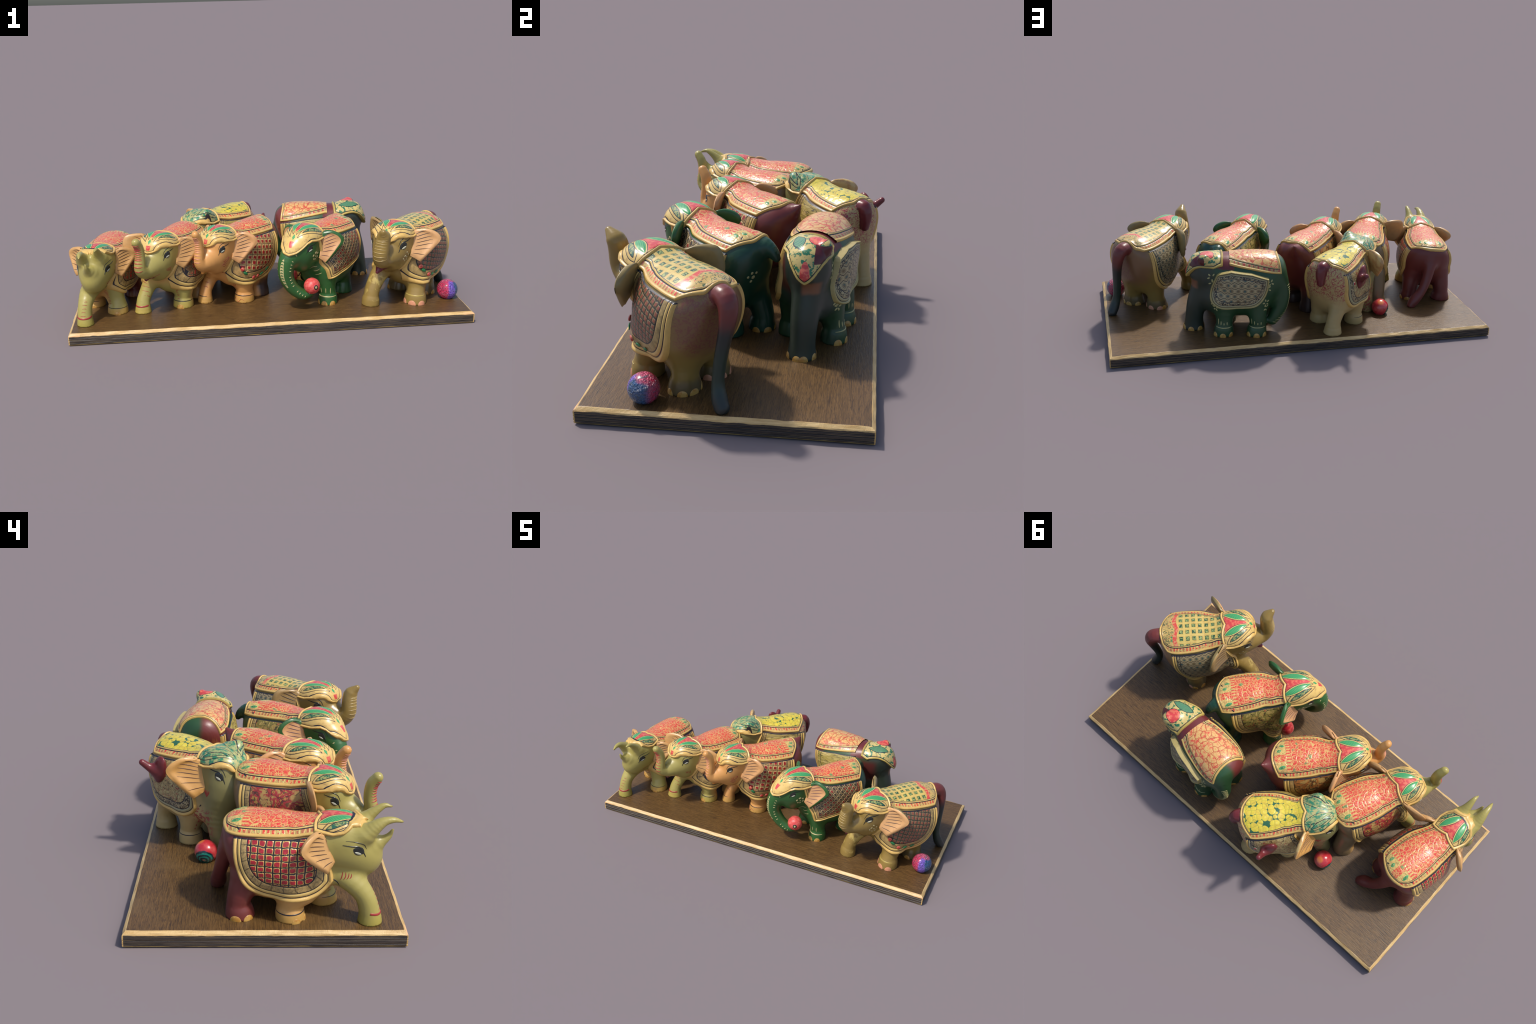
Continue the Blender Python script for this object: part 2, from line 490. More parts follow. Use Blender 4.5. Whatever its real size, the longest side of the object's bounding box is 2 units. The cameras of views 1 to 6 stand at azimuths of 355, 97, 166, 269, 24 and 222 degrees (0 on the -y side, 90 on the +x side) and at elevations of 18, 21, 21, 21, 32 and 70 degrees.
class Figure:
    def __init__(s, name, pos, heading, label, sz=1.0, sy=1.0, y0=0.0, bend=0.0, h=.0055, pull=0.0):
        s.sz, s.sy, s.y0, s.bend, s.h, s.pull = sz, sy, y0, bend, h, pull
        e = bpy.data.objects.new(name, None); bpy.context.scene.collection.objects.link(e)
        e.empty_display_size = .05
        e.location = (pos[0], pos[1], G0)
        a = math.radians(heading)
        e.rotation_euler = (0, 0, math.atan2(-math.cos(a), -math.sin(a)))
        e['label'] = label; e['category'] = 'elephant figurine'
        s.root = e; s.paint = Paint()
        s.w = dict(sy=sy, sz=sz, y0=y0, bend=bend)
    def mat(s, name): return Mat(name, **s.w)
    def out(s, V):
        V = V.copy()
        if s.pull: V[:, 0] -= s.pull*np.clip((V[:, 0]-.1)/.15, 0, 1)   # shorter neck
        V[:, 1] = V[:, 1]*s.sy + s.y0 + s.bend*np.maximum(V[:, 0]-.1, 0)
        V[:, 2] = (V[:, 2]-G0)*s.sz
        return V
    def add(s, name, V, T, mat, parent=None, N=None, **k):
        V = s.out(V)
        if N is None: N = vnormals(V, T)
        return make(name, V, T, mat, parent or s.root, N, **k)

    # ---- body ---------------------------------------------------------
    def body(s, prims, mat, lo=(-.31, -.2, .03), hi=(.46, .2, .56)):
        s.form = Form(prims)
        V, T = surface_net(s.form, lo, hi, s.h)
        V = s.form.snap(V)
        s.V, s.T = V, T
        fn = np.cross(V[T[:, 1]]-V[T[:, 0]], V[T[:, 2]]-V[T[:, 0]])
        g = s.form.grad(V[T].mean(1))
        fl = (fn*g).sum(1) < 0
        s.T = T = np.where(fl[:, None], T[:, ::-1], T) if fl.mean() > .5 or fl.any() else T
        W = s.out(V); N = vnormals(W, T)
        names, gi = s.form.groups(V[T].mean(1))
        ob = {}
        for i, g in enumerate(names):
            m = gi == i
            if m.sum() < 8: continue
            mm = mat[g] if isinstance(mat, dict) and g in mat else (mat['*'] if isinstance(mat, dict) else mat)
            u = g.split(':')[0]
            ob[g] = make(u, W, T[m], mm, s.root, N)
        s.parts = ob

    # ---- cloths: skin of the body, thickened, cut along lines ----------
    def cloth(s, fields, levels, thick, labels, parts, name, outward=False):
        V, T = s.V, s.T
        r = fields(V)[:, 0]
        m = (r[T] > -.012).all(1)
        if m.sum() < 4: return
        V, T, u = compact(V, T[m])
        V, T = refine(V, T); V = s.form.snap(V, 1)
        F = fields(V); A = np.concatenate([V, F], 1)
        A, T = split(A, T, 3, 0.0)
        T = T[(A[T, 3].mean(1) > 0)]
        for c, l in levels: A, T = split(A, T, 3+c, l)
        A, T, _ = compact(A, T)
        P, F = A[:, :3], A[:, 3:]
        n = s.form.grad(P)
        if outward:
            n = n*.35 + np.stack([0*P[:, 0], np.sign(P[:, 1]), 0*P[:, 0]], 1)*.9
            n /= np.linalg.norm(n, axis=1, keepdims=True)
        P = P + n*thick(F, P)[:, None]
        W = s.out(P); N = vnormals(W, T)
        lab = labels(F[T].mean(1), P[T].mean(1))
        root = None
        for i, (pn, mt) in enumerate(parts):
            q = lab == i
            if q.sum() < 3: continue
            o = make(pn if root else name, W, T[q], mt, root or s.root, N)
            if root is None: root = o
        return root

    # ---- ear ------------------------------------------------------------
    def ear(s, side, outer, ta, tb, back, front, vein=None, lining=1.0, cup=.014, th=.0100, name='ear'):
        """sheet from the attachment line ta..tb to the outer edge, slightly cupped"""
        nt, ns = 26, 14
        O = catmull(outer, nt); A = np.linspace(ta, tb, nt)
        t = np.linspace(0, 1, nt)
        sv = np.linspace(0, 1, ns)
        mid = A[:, None]*(1-sv)[None, :, None] + O[:, None]*sv[None, :, None]
        mid[..., 0] -= cup*np.sin(math.pi*sv)[None]*np.sin(math.pi*t**.8)[:, None]
        mid[..., 1] *= side
        du = np.gradient(mid, axis=0); dv = np.gradient(mid, axis=1)
        n = np.cross(du, dv); n /= np.linalg.norm(n, axis=2, keepdims=True)+1e-9
        if n[nt//2, ns//2, 0] < 0: n = -n
        e = th*np.sqrt(np.clip((1-sv)/.16, 0.02, 1))[None]*np.sqrt(np.clip(np.minimum(t, 1-t)/.06, .05, 1))[:, None]
        e = e*(1+.25*np.clip((sv-.6)/.4, 0, 1))[None]
        F, B = mid + n*e[..., None], mid - n*e[..., None]
        V = np.concatenate([F.reshape(-1, 3), B.reshape(-1, 3)]); T = []; mi = []
        k = nt*ns
        for i in range(nt-1):
            for j in range(ns-1):
                a = i*ns+j
                f = 1 if (lining >= 1 or (sv[j] < lining and t[i] > (1-lining)*.9)) else 0
                T += [[a, a+1, a+ns], [a+1, a+ns+1, a+ns]]; mi += [f, f]
                T += [[k+a, k+a+ns, k+a+1], [k+a+1, k+a+ns, k+a+ns+1]]; mi += [0, 0]
        for i in range(nt-1):
            for j in (0, ns-1):
                a = i*ns+j
                T += [[a, a+ns, k+a], [a+ns, k+a+ns, k+a]]; mi += [0, 0]
        for j in range(ns-1):
            for i in (0, nt-1):
                a = i*ns+j
                T += [[a, k+a, a+1], [a+1, k+a, k+a+1]]; mi += [0, 0]
        T = np.array(T)
        c = V.mean(0)
        # orient every face away from the sheet's mid surface
        M = np.concatenate([mid.reshape(-1, 3)]*2)
        fc = V[T].mean(1); mc = M[T].mean(1)
        fn = np.cross(V[T[:, 1]]-V[T[:, 0]], V[T[:, 2]]-V[T[:, 0]])
        fl = (fn*(fc-mc)).sum(1) < 0
        T[fl] = T[fl][:, ::-1]
        o = s.add(name, V, T, [back, front], midx=mi)
        if vein:
            ms = []
            for q in np.linspace(.2, .9, 7):
                i = q*(nt-1); i0 = int(i)
                row = F[i0]*(1-(i-i0)) + F[min(i0+1, nt-1)]*(i-i0)
                hi_ = (.72 if lining < 1 else .78) + .08*math.sin(9*q)
                j0, j1 = .14, min(hi_, lining - .04)
                qq = np.linspace(j0, j1, 10)*(ns-1)
                P = np.stack([np.interp(qq, np.arange(ns), row[:, d]) for d in range(3)], 1)
                P = P + n[i0, ns//2]*.0002
                ms.append(tube_mesh(P, .0016*np.maximum(.3, np.sin(np.linspace(.5, math.pi-.2, 10))), 6))
            V, T = join(ms)
            s.add('ear_vein', V, T, vein, parent=o, kind='stuff')
        return o

    def finish(s, extra=()):
        forms = [s.form, *extra]
        for name, mat, P, T, cnt in s.paint.build(forms):
            o = s.add(name, P, T, mat)
            if cnt > 1: o['kind'] = 'stuff'

# =====================================================================
#  cloth layouts
# =====================================================================
def saddle(fig, zline, xrear, xfront, mats, rise=1.1, row_w=.0125, name='saddle_cloth', front_edge=False):
    """mats: rim, row, ink, band, panel"""
    rim, row, ink, band, panel = mats
    zx, zz = zip(*zline)
    def fields(P):
        x, y, z = P.T
        rs = (z - np.interp(x, zx, zz))*rise
        rr = (x - (xrear[0] + (xrear[1]-xrear[0])*(np.abs(y)/.1)**2))*1.0
        rf = xfront - x
        r = np.minimum(np.minimum(rs, rr), rf)
        r2 = np.minimum(rs-row_w, rr)
        return np.stack([r, rs, rr, r2], 1)
    levels = [(0, .003), (0, .006), (0, .009), (1, .012), (2, .011), (3, .0108), (3, .0136), (3, .0168), (3, .0182)]
    def thick(F, P):
        a = np.minimum(F[:, 1], F[:, 2])
        u = np.clip(a/.012, 0, 1)
        t = np.maximum(-.002 + .0095*np.sqrt(np.clip(1-(2*u-1)**2, 0, 1)), -.002 + .0075*np.clip(a/.006, 0, 1))
        t -= .0016*np.exp(-((F[:, 3]-.0122)/.0018)**2)*(a > .009)
        t += .0012*np.exp(-((F[:, 3]-.016)/.0028)**2)*(a > .009)
        return t
    def labels(F, P):
        lab = np.full(len(F), 1)
        lab[F[:, 3] > .0108] = 2; lab[F[:, 3] > .0136] = 3; lab[F[:, 3] > .0168] = 2; lab[F[:, 3] > .0182] = 4
        lab[(F[:, 1] < .012) | (F[:, 2] < .011)] = 0
        return lab
    return fig.cloth(fields, levels, thick, labels, [('cloth_rim', rim), ('cloth_border', row), ('cloth_line', ink), ('cloth_band', band), ('cloth_panel', panel)], name)


def flap(fig, side, mats, cx=.025, rx=(.165, .140), ztop=.404, rz=.247, n=2.5, zline=None, flare=.003, oval=False, name='side_cloth', poly=None, wide=1.0, toprim=False):
    """U-shaped side cloth. mats: rim, ink, band, garland, panel"""
    rim, ink, band, garl, panel = mats
    zx, zz = zip(*(zline or [(-.2, ztop), (.2, ztop)]))
    def fields(P):
        x, y, z = P.T
        top = np.interp(x, zx, zz) - z
        dx = (x-cx - np.clip((x-cx)/.09, 0, 1)*.45*np.clip(.36-z, -.06, .12))/np.where(x < cx, rx[0], rx[1])
        if poly is not None:
            ru = np.min([a*x + b*z + c for a, b, c in poly], 0)
        else:
            zc = np.clip((ztop - z)/rz, 0 if not oval else -2, None)
            zc = np.where(zc < 0, -zc*rz/oval if oval else 0, zc)
            q = (np.abs(dx)**n + zc**n)**(1/n)
            ru = (1-q)*min(rx[0], rz)*.95
        if toprim: ru = np.minimum(ru, top)
        ys = y*side - .03
        r = np.minimum(np.minimum(ru, top*1.1 if not oval else ru), ys)
        return np.stack([r, ru, top], 1)
    s = wide
    levels = [(0, .003), (0, .007), (0, .011), (1, .014*s), (1, .0168*s), (1, .026*s), (1, .0284*s), (1, .046*s), (1, .049*s), (2, .004)]
    def thick(F, P):
        a = F[:, 1]; u = np.clip(a/(.014*s), 0, 1)
        t = np.maximum(-.003 + .0135*np.sqrt(np.clip(1-(2*u-1)**2, 0, 1)), -.003 + .009*np.clip(a/.006, 0, 1))
        for l in (.0154, .0272, .0475): t -= .0016*np.exp(-((a-l*s)/.002)**2)
        t += .0012*np.exp(-((a-.0215*s)/.003)**2)
        lowm = np.clip((.25 - P[:, 2])/.09, 0, 1)
        t += flare*lowm**1.3*np.clip(a/.004, 0, 1)
        if toprim: t += (.003 + .012*np.clip((P[:, 2]-.30)/.10, 0, 1))*np.clip(a/.004, 0, 1)
        if not oval: t *= np.clip(F[:, 2]/.004, .0, 1)*.5+.5
        return t
    def labels(F, P):
        a = F[:, 1]; lab = np.zeros(len(F), int)
        for l, k in ((.014, 1), (.0168, 2), (.026, 1), (.0284, 3), (.046, 1), (.049, 4)): lab[a > l*s] = k
        if not (oval or toprim): lab[(F[:, 2] < .004)] = 1
        return lab
    return fig.cloth(fields, levels, thick, labels, [('cloth_rim', rim), ('cloth_line', ink), ('cloth_band', band), ('cloth_garland', garl), ('cloth_panel', panel)], name, outward=True)


def lens(u, v, a, b, w):
    d = np.array(b)-np.array(a); L = np.hypot(*d); d = d/L
    s = ((u-a[0])*d[0] + (v-a[1])*d[1])/L*2-1
    t = -(u-a[0])*d[1] + (v-a[1])*d[0]
    return w*(1-np.clip(s*s, 0, 4)) - np.abs(t)


def cap(fig, mats, zb=None, xb=.135, x0=.195, name='head_cloth', front=None, thickness=1.0, style='leaf', avoid=('trunk', 'horn'), stretch=1.0, plan=((.11, .155, .19, .225, .26, .285, .307), (.100, .109, .106, .092, .068, .043, .008))):
    """mats: rim, ink, ground, red, leaf, core"""
    rim, ink, ground, red, leaf, core = mats
    zb = zb or [(0, .394), (15, .402), (30, .415), (50, .424), (75, .420), (100, .413), (135, .414), (180, .42)]
    zx, zz = zip(*zb)
    keep_off = [pf for g, pf, _ in fig.form.prims if g.split(':')[0] in avoid]
    def fields(P):
        x, y, z = P.T; ay = np.abs(y)
        ph = np.degrees(np.arctan2(ay, x-x0))
        r = np.minimum((z-np.interp(ph, zx, zz))*1.05, x-(xb-.014*np.sin(np.clip(ay/.1, 0, 1)*math.pi)))
        r = np.minimum(r, (np.interp(x, plan[0], plan[1]) - ay)*.85)
        for pf in keep_off: r = np.minimum(r, pf(P) - .004)
        th = np.arctan2(ay, np.maximum(z-.370, .008))*.100
        xx, x = x, .185 + .112*np.arctan2(x-.185, np.maximum(z-.355, .012))/stretch
        if style == 'leaf':
            lf = lens(x, th, (.139, .050), (.248, .012), .0125)
            pa = lens(x, th, (.137, .086), (.268, .024), .0200)
            tr = np.minimum(.042*(1-(x-.140)/.110) - th, np.minimum(x-.145, .244-x))
            di = .0115 - np.abs(x-.266)*.9 - th*1.2
            tp = np.minimum(np.minimum(x-.282, .302-x), .009-np.abs(th-.010))
        else:
            lf = lens(x, th, (.15, .05), (.24, .012), .016)
            pa = lens(x, th, (.15, .085), (.265, .05), .020)
            tr = np.minimum(.016*(1-(x-.145)/.12) - th, x-.2)
            di = lens(x, th, (.25, .03), (.285, .0), .01); tp = np.full(len(x), -1.0)
        return np.stack([r, lf, pa, tr, di, tp], 1)
    levels = [(0, .003), (0, .007), (0, .010), (0, .013), (0, .0152), (1, 0), (1, -.0030), (1, -.0052), (2, 0), (2, .0026), (2, .0100), (2, .0126), (3, 0), (4, 0), (5, 0)]
    def thick(F, P):
        r = F[:, 0]; u = np.clip(r/.013, 0, 1)
        t = np.maximum(-.003 + .0150*np.sqrt(np.clip(1-(2*u-1)**2, 0, 1)), -.003 + .011*np.clip(r/.006, 0, 1))
        t -= .0016*np.exp(-((r-.0141)/.002)**2)
        ins = np.clip((r-.015)/.004, 0, 1)
        t += ins*(.0018*np.clip(F[:, 1]/.006, 0, 1) + .0015*np.clip(F[:, 2]/.008, 0, 1))
        return t*thickness
    def labels(F, P):
        r, lf, pa, tr, di, tp = F.T
        lab = np.full(len(F), 2)
        lab[tr > 0] = 3; lab[tp > 0] = 3
        lab[di > 0] = 4
        lab[pa > 0] = 1; lab[pa > .0026] = 2; lab[pa > .0100] = 1; lab[pa > .0126] = 5
        lab[lf > -.0052] = 1; lab[lf > -.0030] = 2; lab[lf > 0] = 4
        lab[r < .0152] = 1; lab[r < .013] = 0
        return lab
    return fig.cloth(fields, levels, thick, labels, [('cloth_rim', rim), ('cloth_line', ink), ('cloth_ground', ground), ('cloth_field', red), ('painted_leaf', leaf), ('leaf_core', core)], name)


def eyes(fig, ink, white, pos=(.252, .078, .388), size=1.0, sides=(1, -1), brow=None):
    x, y, z = pos; k = size*1.28
    for s in sides:
        q = lambda dx, dz: (x+dx*k, s*y, z+dz*k)
        fig.paint.blob(ink, (x, s*y, z), (.0165*k, .0125*k), .0014, turn=-.45, shape='almond', name='eye')
        fig.paint.blob(white, (x-.002*k, s*y, z-.0058*k), (.0100*k, .0034*k), .0016, lift=.0009, turn=-.45, shape='almond', name='eye_white')
        fig.paint.stroke(ink, [q(.021, -.019), q(.014, -.006), q(.002, .011), q(-.016, .0135), q(-.036, .017)], .0022*k, .0016, name='eyelid')
        fig.paint.stroke(brow or ink, [q(.024, .002), q(.012, .019), q(-.006, .025), q(-.030, .027)], .0013*k, .0011, name='eyelid')


def nails(fig, mat, foot, facing=0.0, n=3, r=.056, size=(.018, .020), spread=.95):
    fx, fy = foot
    for i in range(n):
        a = facing + spread*(i-(n-1)/2)
        fig.paint.blob(mat, (fx+r*math.cos(a), fy+r*math.sin(a), .060), size, .0022, shape='nail', name='toenail')


def anklet(fig, mat, foot, r, z=.093, a0=-1.6, a1=1.6, w=.0022, tilt=0.0):
    a = np.linspace(a0, a1, 7)
    fig.paint.stroke(mat, [(foot[0]+r*math.cos(t), foot[1]+r*math.sin(t), z+tilt*math.sin(t)) for t in a], w, .0012, n=26, name='anklet')


def rungs(fig, mat, a, b, n, half, across=(0, 1, 0), w=.0016, form=0):
    """row of short brush marks from a to b, each lying along `across`"""
    a, b, ac = np.array(a), np.array(b), np.array(across, float)
    for i in range(n):
        c = a + (b-a)*(i+.5)/n + rng.normal(0, .0012, 3)
        l = half*(.75+.4*rng.random())
        fig.paint.stroke(mat, [c-ac*l, c+np.array([0, 0, .002]), c+ac*l], w, .0008, n=7, form=form)


def trunk_rings(fig, mat, path, rad, n, t0, t1, face=1.0, arc=1.15, thick=.0034):
    """ridges across the front of a raised trunk"""
    P = catmull(path, 60); R = np.interp(np.linspace(0, 1, 60), np.linspace(0, 1, len(rad)), rad)
    tg = np.gradient(P, axis=0); tg /= np.linalg.norm(tg, axis=1, keepdims=True)
    ms = []
    for q in np.linspace(t0, t1, n):
        i = int(q*59); t = tg[i]; side = np.array([0, 1.0, 0]); f = np.cross(side, t)*face
        if f[0] < 0: f = -f
        a = np.linspace(-arc, arc, 11)
        L = P[i] + (R[i]-.0012)*(np.cos(a)[:, None]*f + np.sin(a)[:, None]*side)
        ms.append(tube_mesh(L, thick*np.sin(np.linspace(.35, math.pi-.35, 11)), 6))
    V, T = join(ms)
    fig.add('trunk_ridge', V, T, mat, kind='stuff')

# =====================================================================
#  materials
# =====================================================================
def body_mat(fig, name, base, layers=(), rough=.36, grain=.10):
    m = fig.mat(name)
    nz = m.noise(16, 3) - .5
    fine = m.noise(120, 4)
    col = m.mix(m.step(.35, .8, m.noise(34, 4))*grain*2, base, tuple(v*.72 for v in base))
    for c, f in layers:
        col = m.mix(f(m, nz), col, c)
    col = m.mix(m.step(.62, .75, fine)*.12, col, (.03, .025, .02))
    m.bump(m.noise(70, 3), .06, .004)
    return m.done(col, rough)


def red_panel(fig, name, rear=-.118, red=RED, light=CORAL, line=CREAM, scale=50, flat=False):
    """dense rosettes: red petals outlined in cream, with a tan strip of leaves behind"""
    m = fig.mat(name)
    v = m.warp(60, .010)
    e = m.voronoi(scale, 'DISTANCE_TO_EDGE', v)
    f = m.voronoi(scale, 'F1', v)
    n = m.noise(95, 3, vec=v)
    c = m.mix(m.step(.50, .66, n), red, light)
    c = m.mix((1 - m.step(.022, .060, e))*.9, c, line)
    ring = m.inside(.26, .33, f, .025)
    c = m.mix(ring*m.step(.42, .50, m.noise(40, 2))*.75, c, line)
    cell = m.voronoi(scale, 'F1', v, out='Color')
    sp = m.nt.nodes.new('ShaderNodeSeparateColor'); m.link(cell, sp.inputs[0])
    odd = X(m, sp.outputs[0])
    c = m.mix(m.step(.93, .94, odd)*m.step(.10, .16, e)*.8, c, LEAF)
    # worn swirls of cream
    sw = m.math('ABSOLUTE', m.noise(48, 2, .5, m.warp(30, .03)) - .5)
    c = m.mix((1-m.step(.012, .024, sw))*.7, c, line)
    if not flat:
        nz = (m.noise(40, 2)-.5)*.014
        rearmask = 1 - m.step(rear-.002, rear+.002, m.x + nz)
        t = m.mix(m.step(.5, .62, m.noise(60, 3))*.6, CREAM, (.44, .25, .09))
        w = 1 - m.step(.012, .022, m.math('ABSOLUTE', m.noise(55, 2, dist=1.0)-.5))
        t = m.mix(w*.75, t, (.06, .09, .03))
        mid = 1 - m.step(.016, .020, m.math('ABSOLUTE', m.y + .004))
        t = m.mix(mid, t, c)
        c = m.mix(rearmask, c, t)
        # beaded red band in front of the strip
        band = m.inside(rear, rear+.020, m.x + nz*.5, .002)
        bead = m.math('SINE', m.y*420.0)
        bc = m.mix(m.step(-.3, .3, bead), line, red)
        c = m.mix(band*.75, c, bc)
    m.bump(m.step(.03, .2, e)*.6 + n*.4, .35, .004)
    return m.done(c, .32, coat=.25)


def row_mat(fig, name, ground=CREAM, block=RED, other=LEAF, freq=62.0):
    m = fig.mat(name)
    fx = m.math('FRACT', (m.x + (m.noise(50, 2)-.5)*.008)*freq)
    k = m.inside(.22, .78, fx, .08)
    sel = m.step(.52, .56, m.noise(26, 1))
    c = m.mix(k*m.step(.38, .5, m.noise(80, 2)), ground, block)
    c = m.mix(k*sel*.35, c, other)
    c = m.mix(m.inside(.0, .08, fx, .03)*.8, c, (.10, .07, .03))
    m.bump(k, .25, .003)
    return m.done(c, .36, coat=.2)


def grid_panel(fig, name, cell=(.0245, .0225), core=(.33, .025, .03), edge=TRIM, grout=INK, fill=.34, warp=.006, soft=.06, skew=0.0, gr=.05, alt=None):
    """side-cloth grid: dark grout, cream frame, round-cornered coloured core"""
    m = fig.mat(name)
    nx = (m.noise(24, 2)-.5)*warp*2; nz = (m.noise(24, 2, vec=m.warp(10, .5))-.5)*warp*2
    fx = m.math('ABSOLUTE', m.math('FRACT', (m.x + m.z*skew + nx)/cell[0]) - .5)
    fz = m.math('ABSOLUTE', m.math('FRACT', (m.z - m.x*skew + nz)/cell[1]) - .5)
    d = m.math('POWER', m.math('POWER', fx, 4.0) + m.math('POWER', fz, 4.0), .25)
    c = m.mix(m.step(.40, .75, m.noise(90, 3)), core, tuple(min(1, v*1.7) for v in core))
    if alt: c = m.mix(m.step(.50, .55, m.noise(30, 1)), c, alt)
    c = m.mix(m.step(fill, fill+soft, d), c, edge)
    c = m.mix(m.step(.5-gr-.02, .5-gr, m.math('MAXIMUM', fx, fz)), c, grout)
    m.bump(1-m.step(fill, .5, d), .5, .004)
    return m.done(c, .36, coat=.2)


def hex_panel(fig, name, ground=(.40, .31, .16), line=(.06, .04, .025), core=(.05, .10, .09), scale=36):
    m = fig.mat(name)
    w, h = .92/scale, 1.55/scale
    wx = m.x + (m.noise(30, 2)-.5)*.006; wz = m.z + (m.noise(30, 2, vec=m.warp(9, .3))-.5)*.006
    def lat(ox, oz):
        a = (m.math('FRACT', wx/w + ox) - .5)*w; b = (m.math('FRACT', wz/h + oz) - .5)*h
        return m.math('SQRT', a*a + b*b)*scale
    d1, d2 = lat(0.0, 0.0), lat(.5, .5)
    f = m.math('MINIMUM', d1, d2); e = m.math('ABSOLUTE', d1 - d2)
    cc = m.mix(m.step(.45, .55, m.noise(40, 1)), core, (.16, .11, .05))
    c = m.mix(m.step(.15, .19, f), cc, ground)
    c = m.mix(m.inside(.20, .26, f, .025)*.9, c, line)
    c = m.mix(m.inside(.33, .37, f, .02)*.6, c, line)
    c = m.mix(1-m.step(.05, .10, e), c, line)
    m.bump(m.step(.02, .12, e), .4, .004)
    return m.done(c, .4, coat=.1)


def mush_panel(fig, name, cols, scale=26, stretch=(1, 1, 1), line=.8):
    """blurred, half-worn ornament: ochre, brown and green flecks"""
    m = fig.mat(name)
    v = m.xyz(m.x*stretch[0], m.y*stretch[1], m.z*stretch[2])
    v = m.warp(18, .05, v)
    n = m.noise(scale, 4, .6, v)
    c = m.mix(m.step(.40, .50, n), cols[0], cols[1])
    c = m.mix(m.step(.56, .60, n), c, cols[2])
    n2 = m.noise(scale*1.7, 3, .6, v)
    c = m.mix(m.step(.60, .66, n2), c, cols[3])
    w = 1 - m.step(.01, .03, m.math('ABSOLUTE', m.noise(scale*.9, 2, .5, m.warp(12, .08, v)) - .5))
    c = m.mix(w*line, c, (.035, .025, .015))
    m.bump(n, .5, .006)
    return m.done(c, .42, coat=.1)


def garland_mat(fig, name, ground=(.47, .32, .12), mark=(.08, .06, .03), freq=46.0):
    m = fig.mat(name)
    n = m.noise(48, 3, dist=.8)
    c = m.mix(m.step(.35, .7, n), ground, tuple(v*.62 for v in ground))
    a = m.math('ARCTAN2', m.z - .40, m.x - .025)
    fx = m.math('FRACT', a*freq/10.0 + (n-.5)*.3)
    c = m.mix((1-m.step(.07, .13, fx))*.8, c, mark)
    w = 1-m.step(.012, .03, m.math('ABSOLUTE', m.noise(70, 2) - .5))
    c = m.mix(w*.5, c, mark)
    m.bump(n, .3, .004)
    return m.done(c, .4, coat=.1)


def dash_mat(fig, name, a=(.42, .34, .18), b=(.03, .025, .02), scale=115):
    m = fig.mat(name)
    n = m.noise(scale, 2, dist=1.5)
    return m.done(m.mix(m.step(.46, .53, n), a, b), .4)


def leaf_mat(fig, name, a=LEAF, b=(.20, .50, .18), scale=130):
    m = fig.mat(name)
    d = m.math('SINE', (m.x*1.2 + m.ay*1.6)*scale*4.2 + m.noise(60, 2)*4)
    c = m.mix(m.step(.55, .95, d)*.75, a, b)
    return m.done(c, .3, coat=.3)


def mottle(fig, name, a, b, scale=70, lo=.44, hi=.56, rough=.34):
    m = fig.mat(name)
    n = m.noise(scale, 3)
    m.bump(n, .2, .003)
    return m.done(m.mix(m.step(lo, hi, n), a, b), rough, coat=.2)


def lacquer(fig, name, col, rough=.36):
    m = fig.mat(name)
    n = m.noise(45, 4)
    c = m.mix(m.step(.35, .75, n)*.35, col, tuple(v*.68 for v in col))
    m.bump(n, .12, .004)
    return m.done(c, rough)


def cloth_kit(f, tag, rim=TRIM):
    return dict(rim=lacquer(f, 'cream_rim', rim), ink=lacquer(f, 'black_line', INK), band=lacquer(f, 'cream_band', CREAM),
                row=row_mat(f, 'border_row'), leaf=leaf_mat(f, 'green_leaf'), core=mottle(f, 'leaf_core', (.02, .11, .06), (.30, .30, .10), 110),
                ground=mottle(f, 'cream_ground', CREAM, (.44, .27, .09), 60, .5, .75), red=mottle(f, 'red_field', (.56, .05, .05), CORAL, 75, .46, .6))


def std_cloths(f, k, panel, left=None, right=None, zb=None, xb=.135, gl=None, style='leaf', zline=None, xrear=(-.192, -.146)):
    zl = zline or [(-.2, .404), (-.06, .408), (.06, .412), (.14, .428)]
    saddle(f, zl, xrear, .165, (k['rim'], k['row'], k['ink'], k['band'], panel))
    cap(f, (k['rim'], k['ink'], k['ground'], k['red'], k['leaf'], k['core']), zb, xb, style=style)
    for side, pm in ((1, left), (-1, right)):
        if pm is not None:
            flap(f, side, (k['rim'], k['ink'], k['band'], gl or k['garland'], pm), zline=[(a, b-.002) for a, b in zl])


def std_ears(f, back, front, vein, lining=1.0, left=True, right=True, dx=0.0, dz=0.0, sl=1.0, name='ear'):
    O = [(.130, .082, .446), (.108, .124, .452), (.084, .162, .432), (.076, .174, .398), (.108, .152, .350), (.156, .118, .294)]
    ta, tb = np.array((.142, .078, .440)), np.array((.185, .084, .325))
    for sgn, on in ((1, left), (-1, right)):
        if on:
            o = [(x+dx, y*sl, z+dz) for x, y, z in O]
            f.ear(sgn, o, ta + (dx*.5, 0, dz), tb + (dx*.5, 0, dz), back, front, vein, lining, name=name)


TRUNK_UP = [(.296, 0, .328), (.328, 0, .320), (.349, 0, .348), (.343, 0, .405), (.349, 0, .452), (.370, 0, .484)]
TRUNK_R = [.046, .036, .0270, .0235, .0225, .0195]


def trunk_up(path=TRUNK_UP, rad=TRUNK_R):
    P = catmull(path, 22); R = np.interp(np.linspace(0, 1, 22), np.linspace(0, 1, len(rad)), rad)
    return limb(*[(*p, r) for p, r in zip(P, R)])


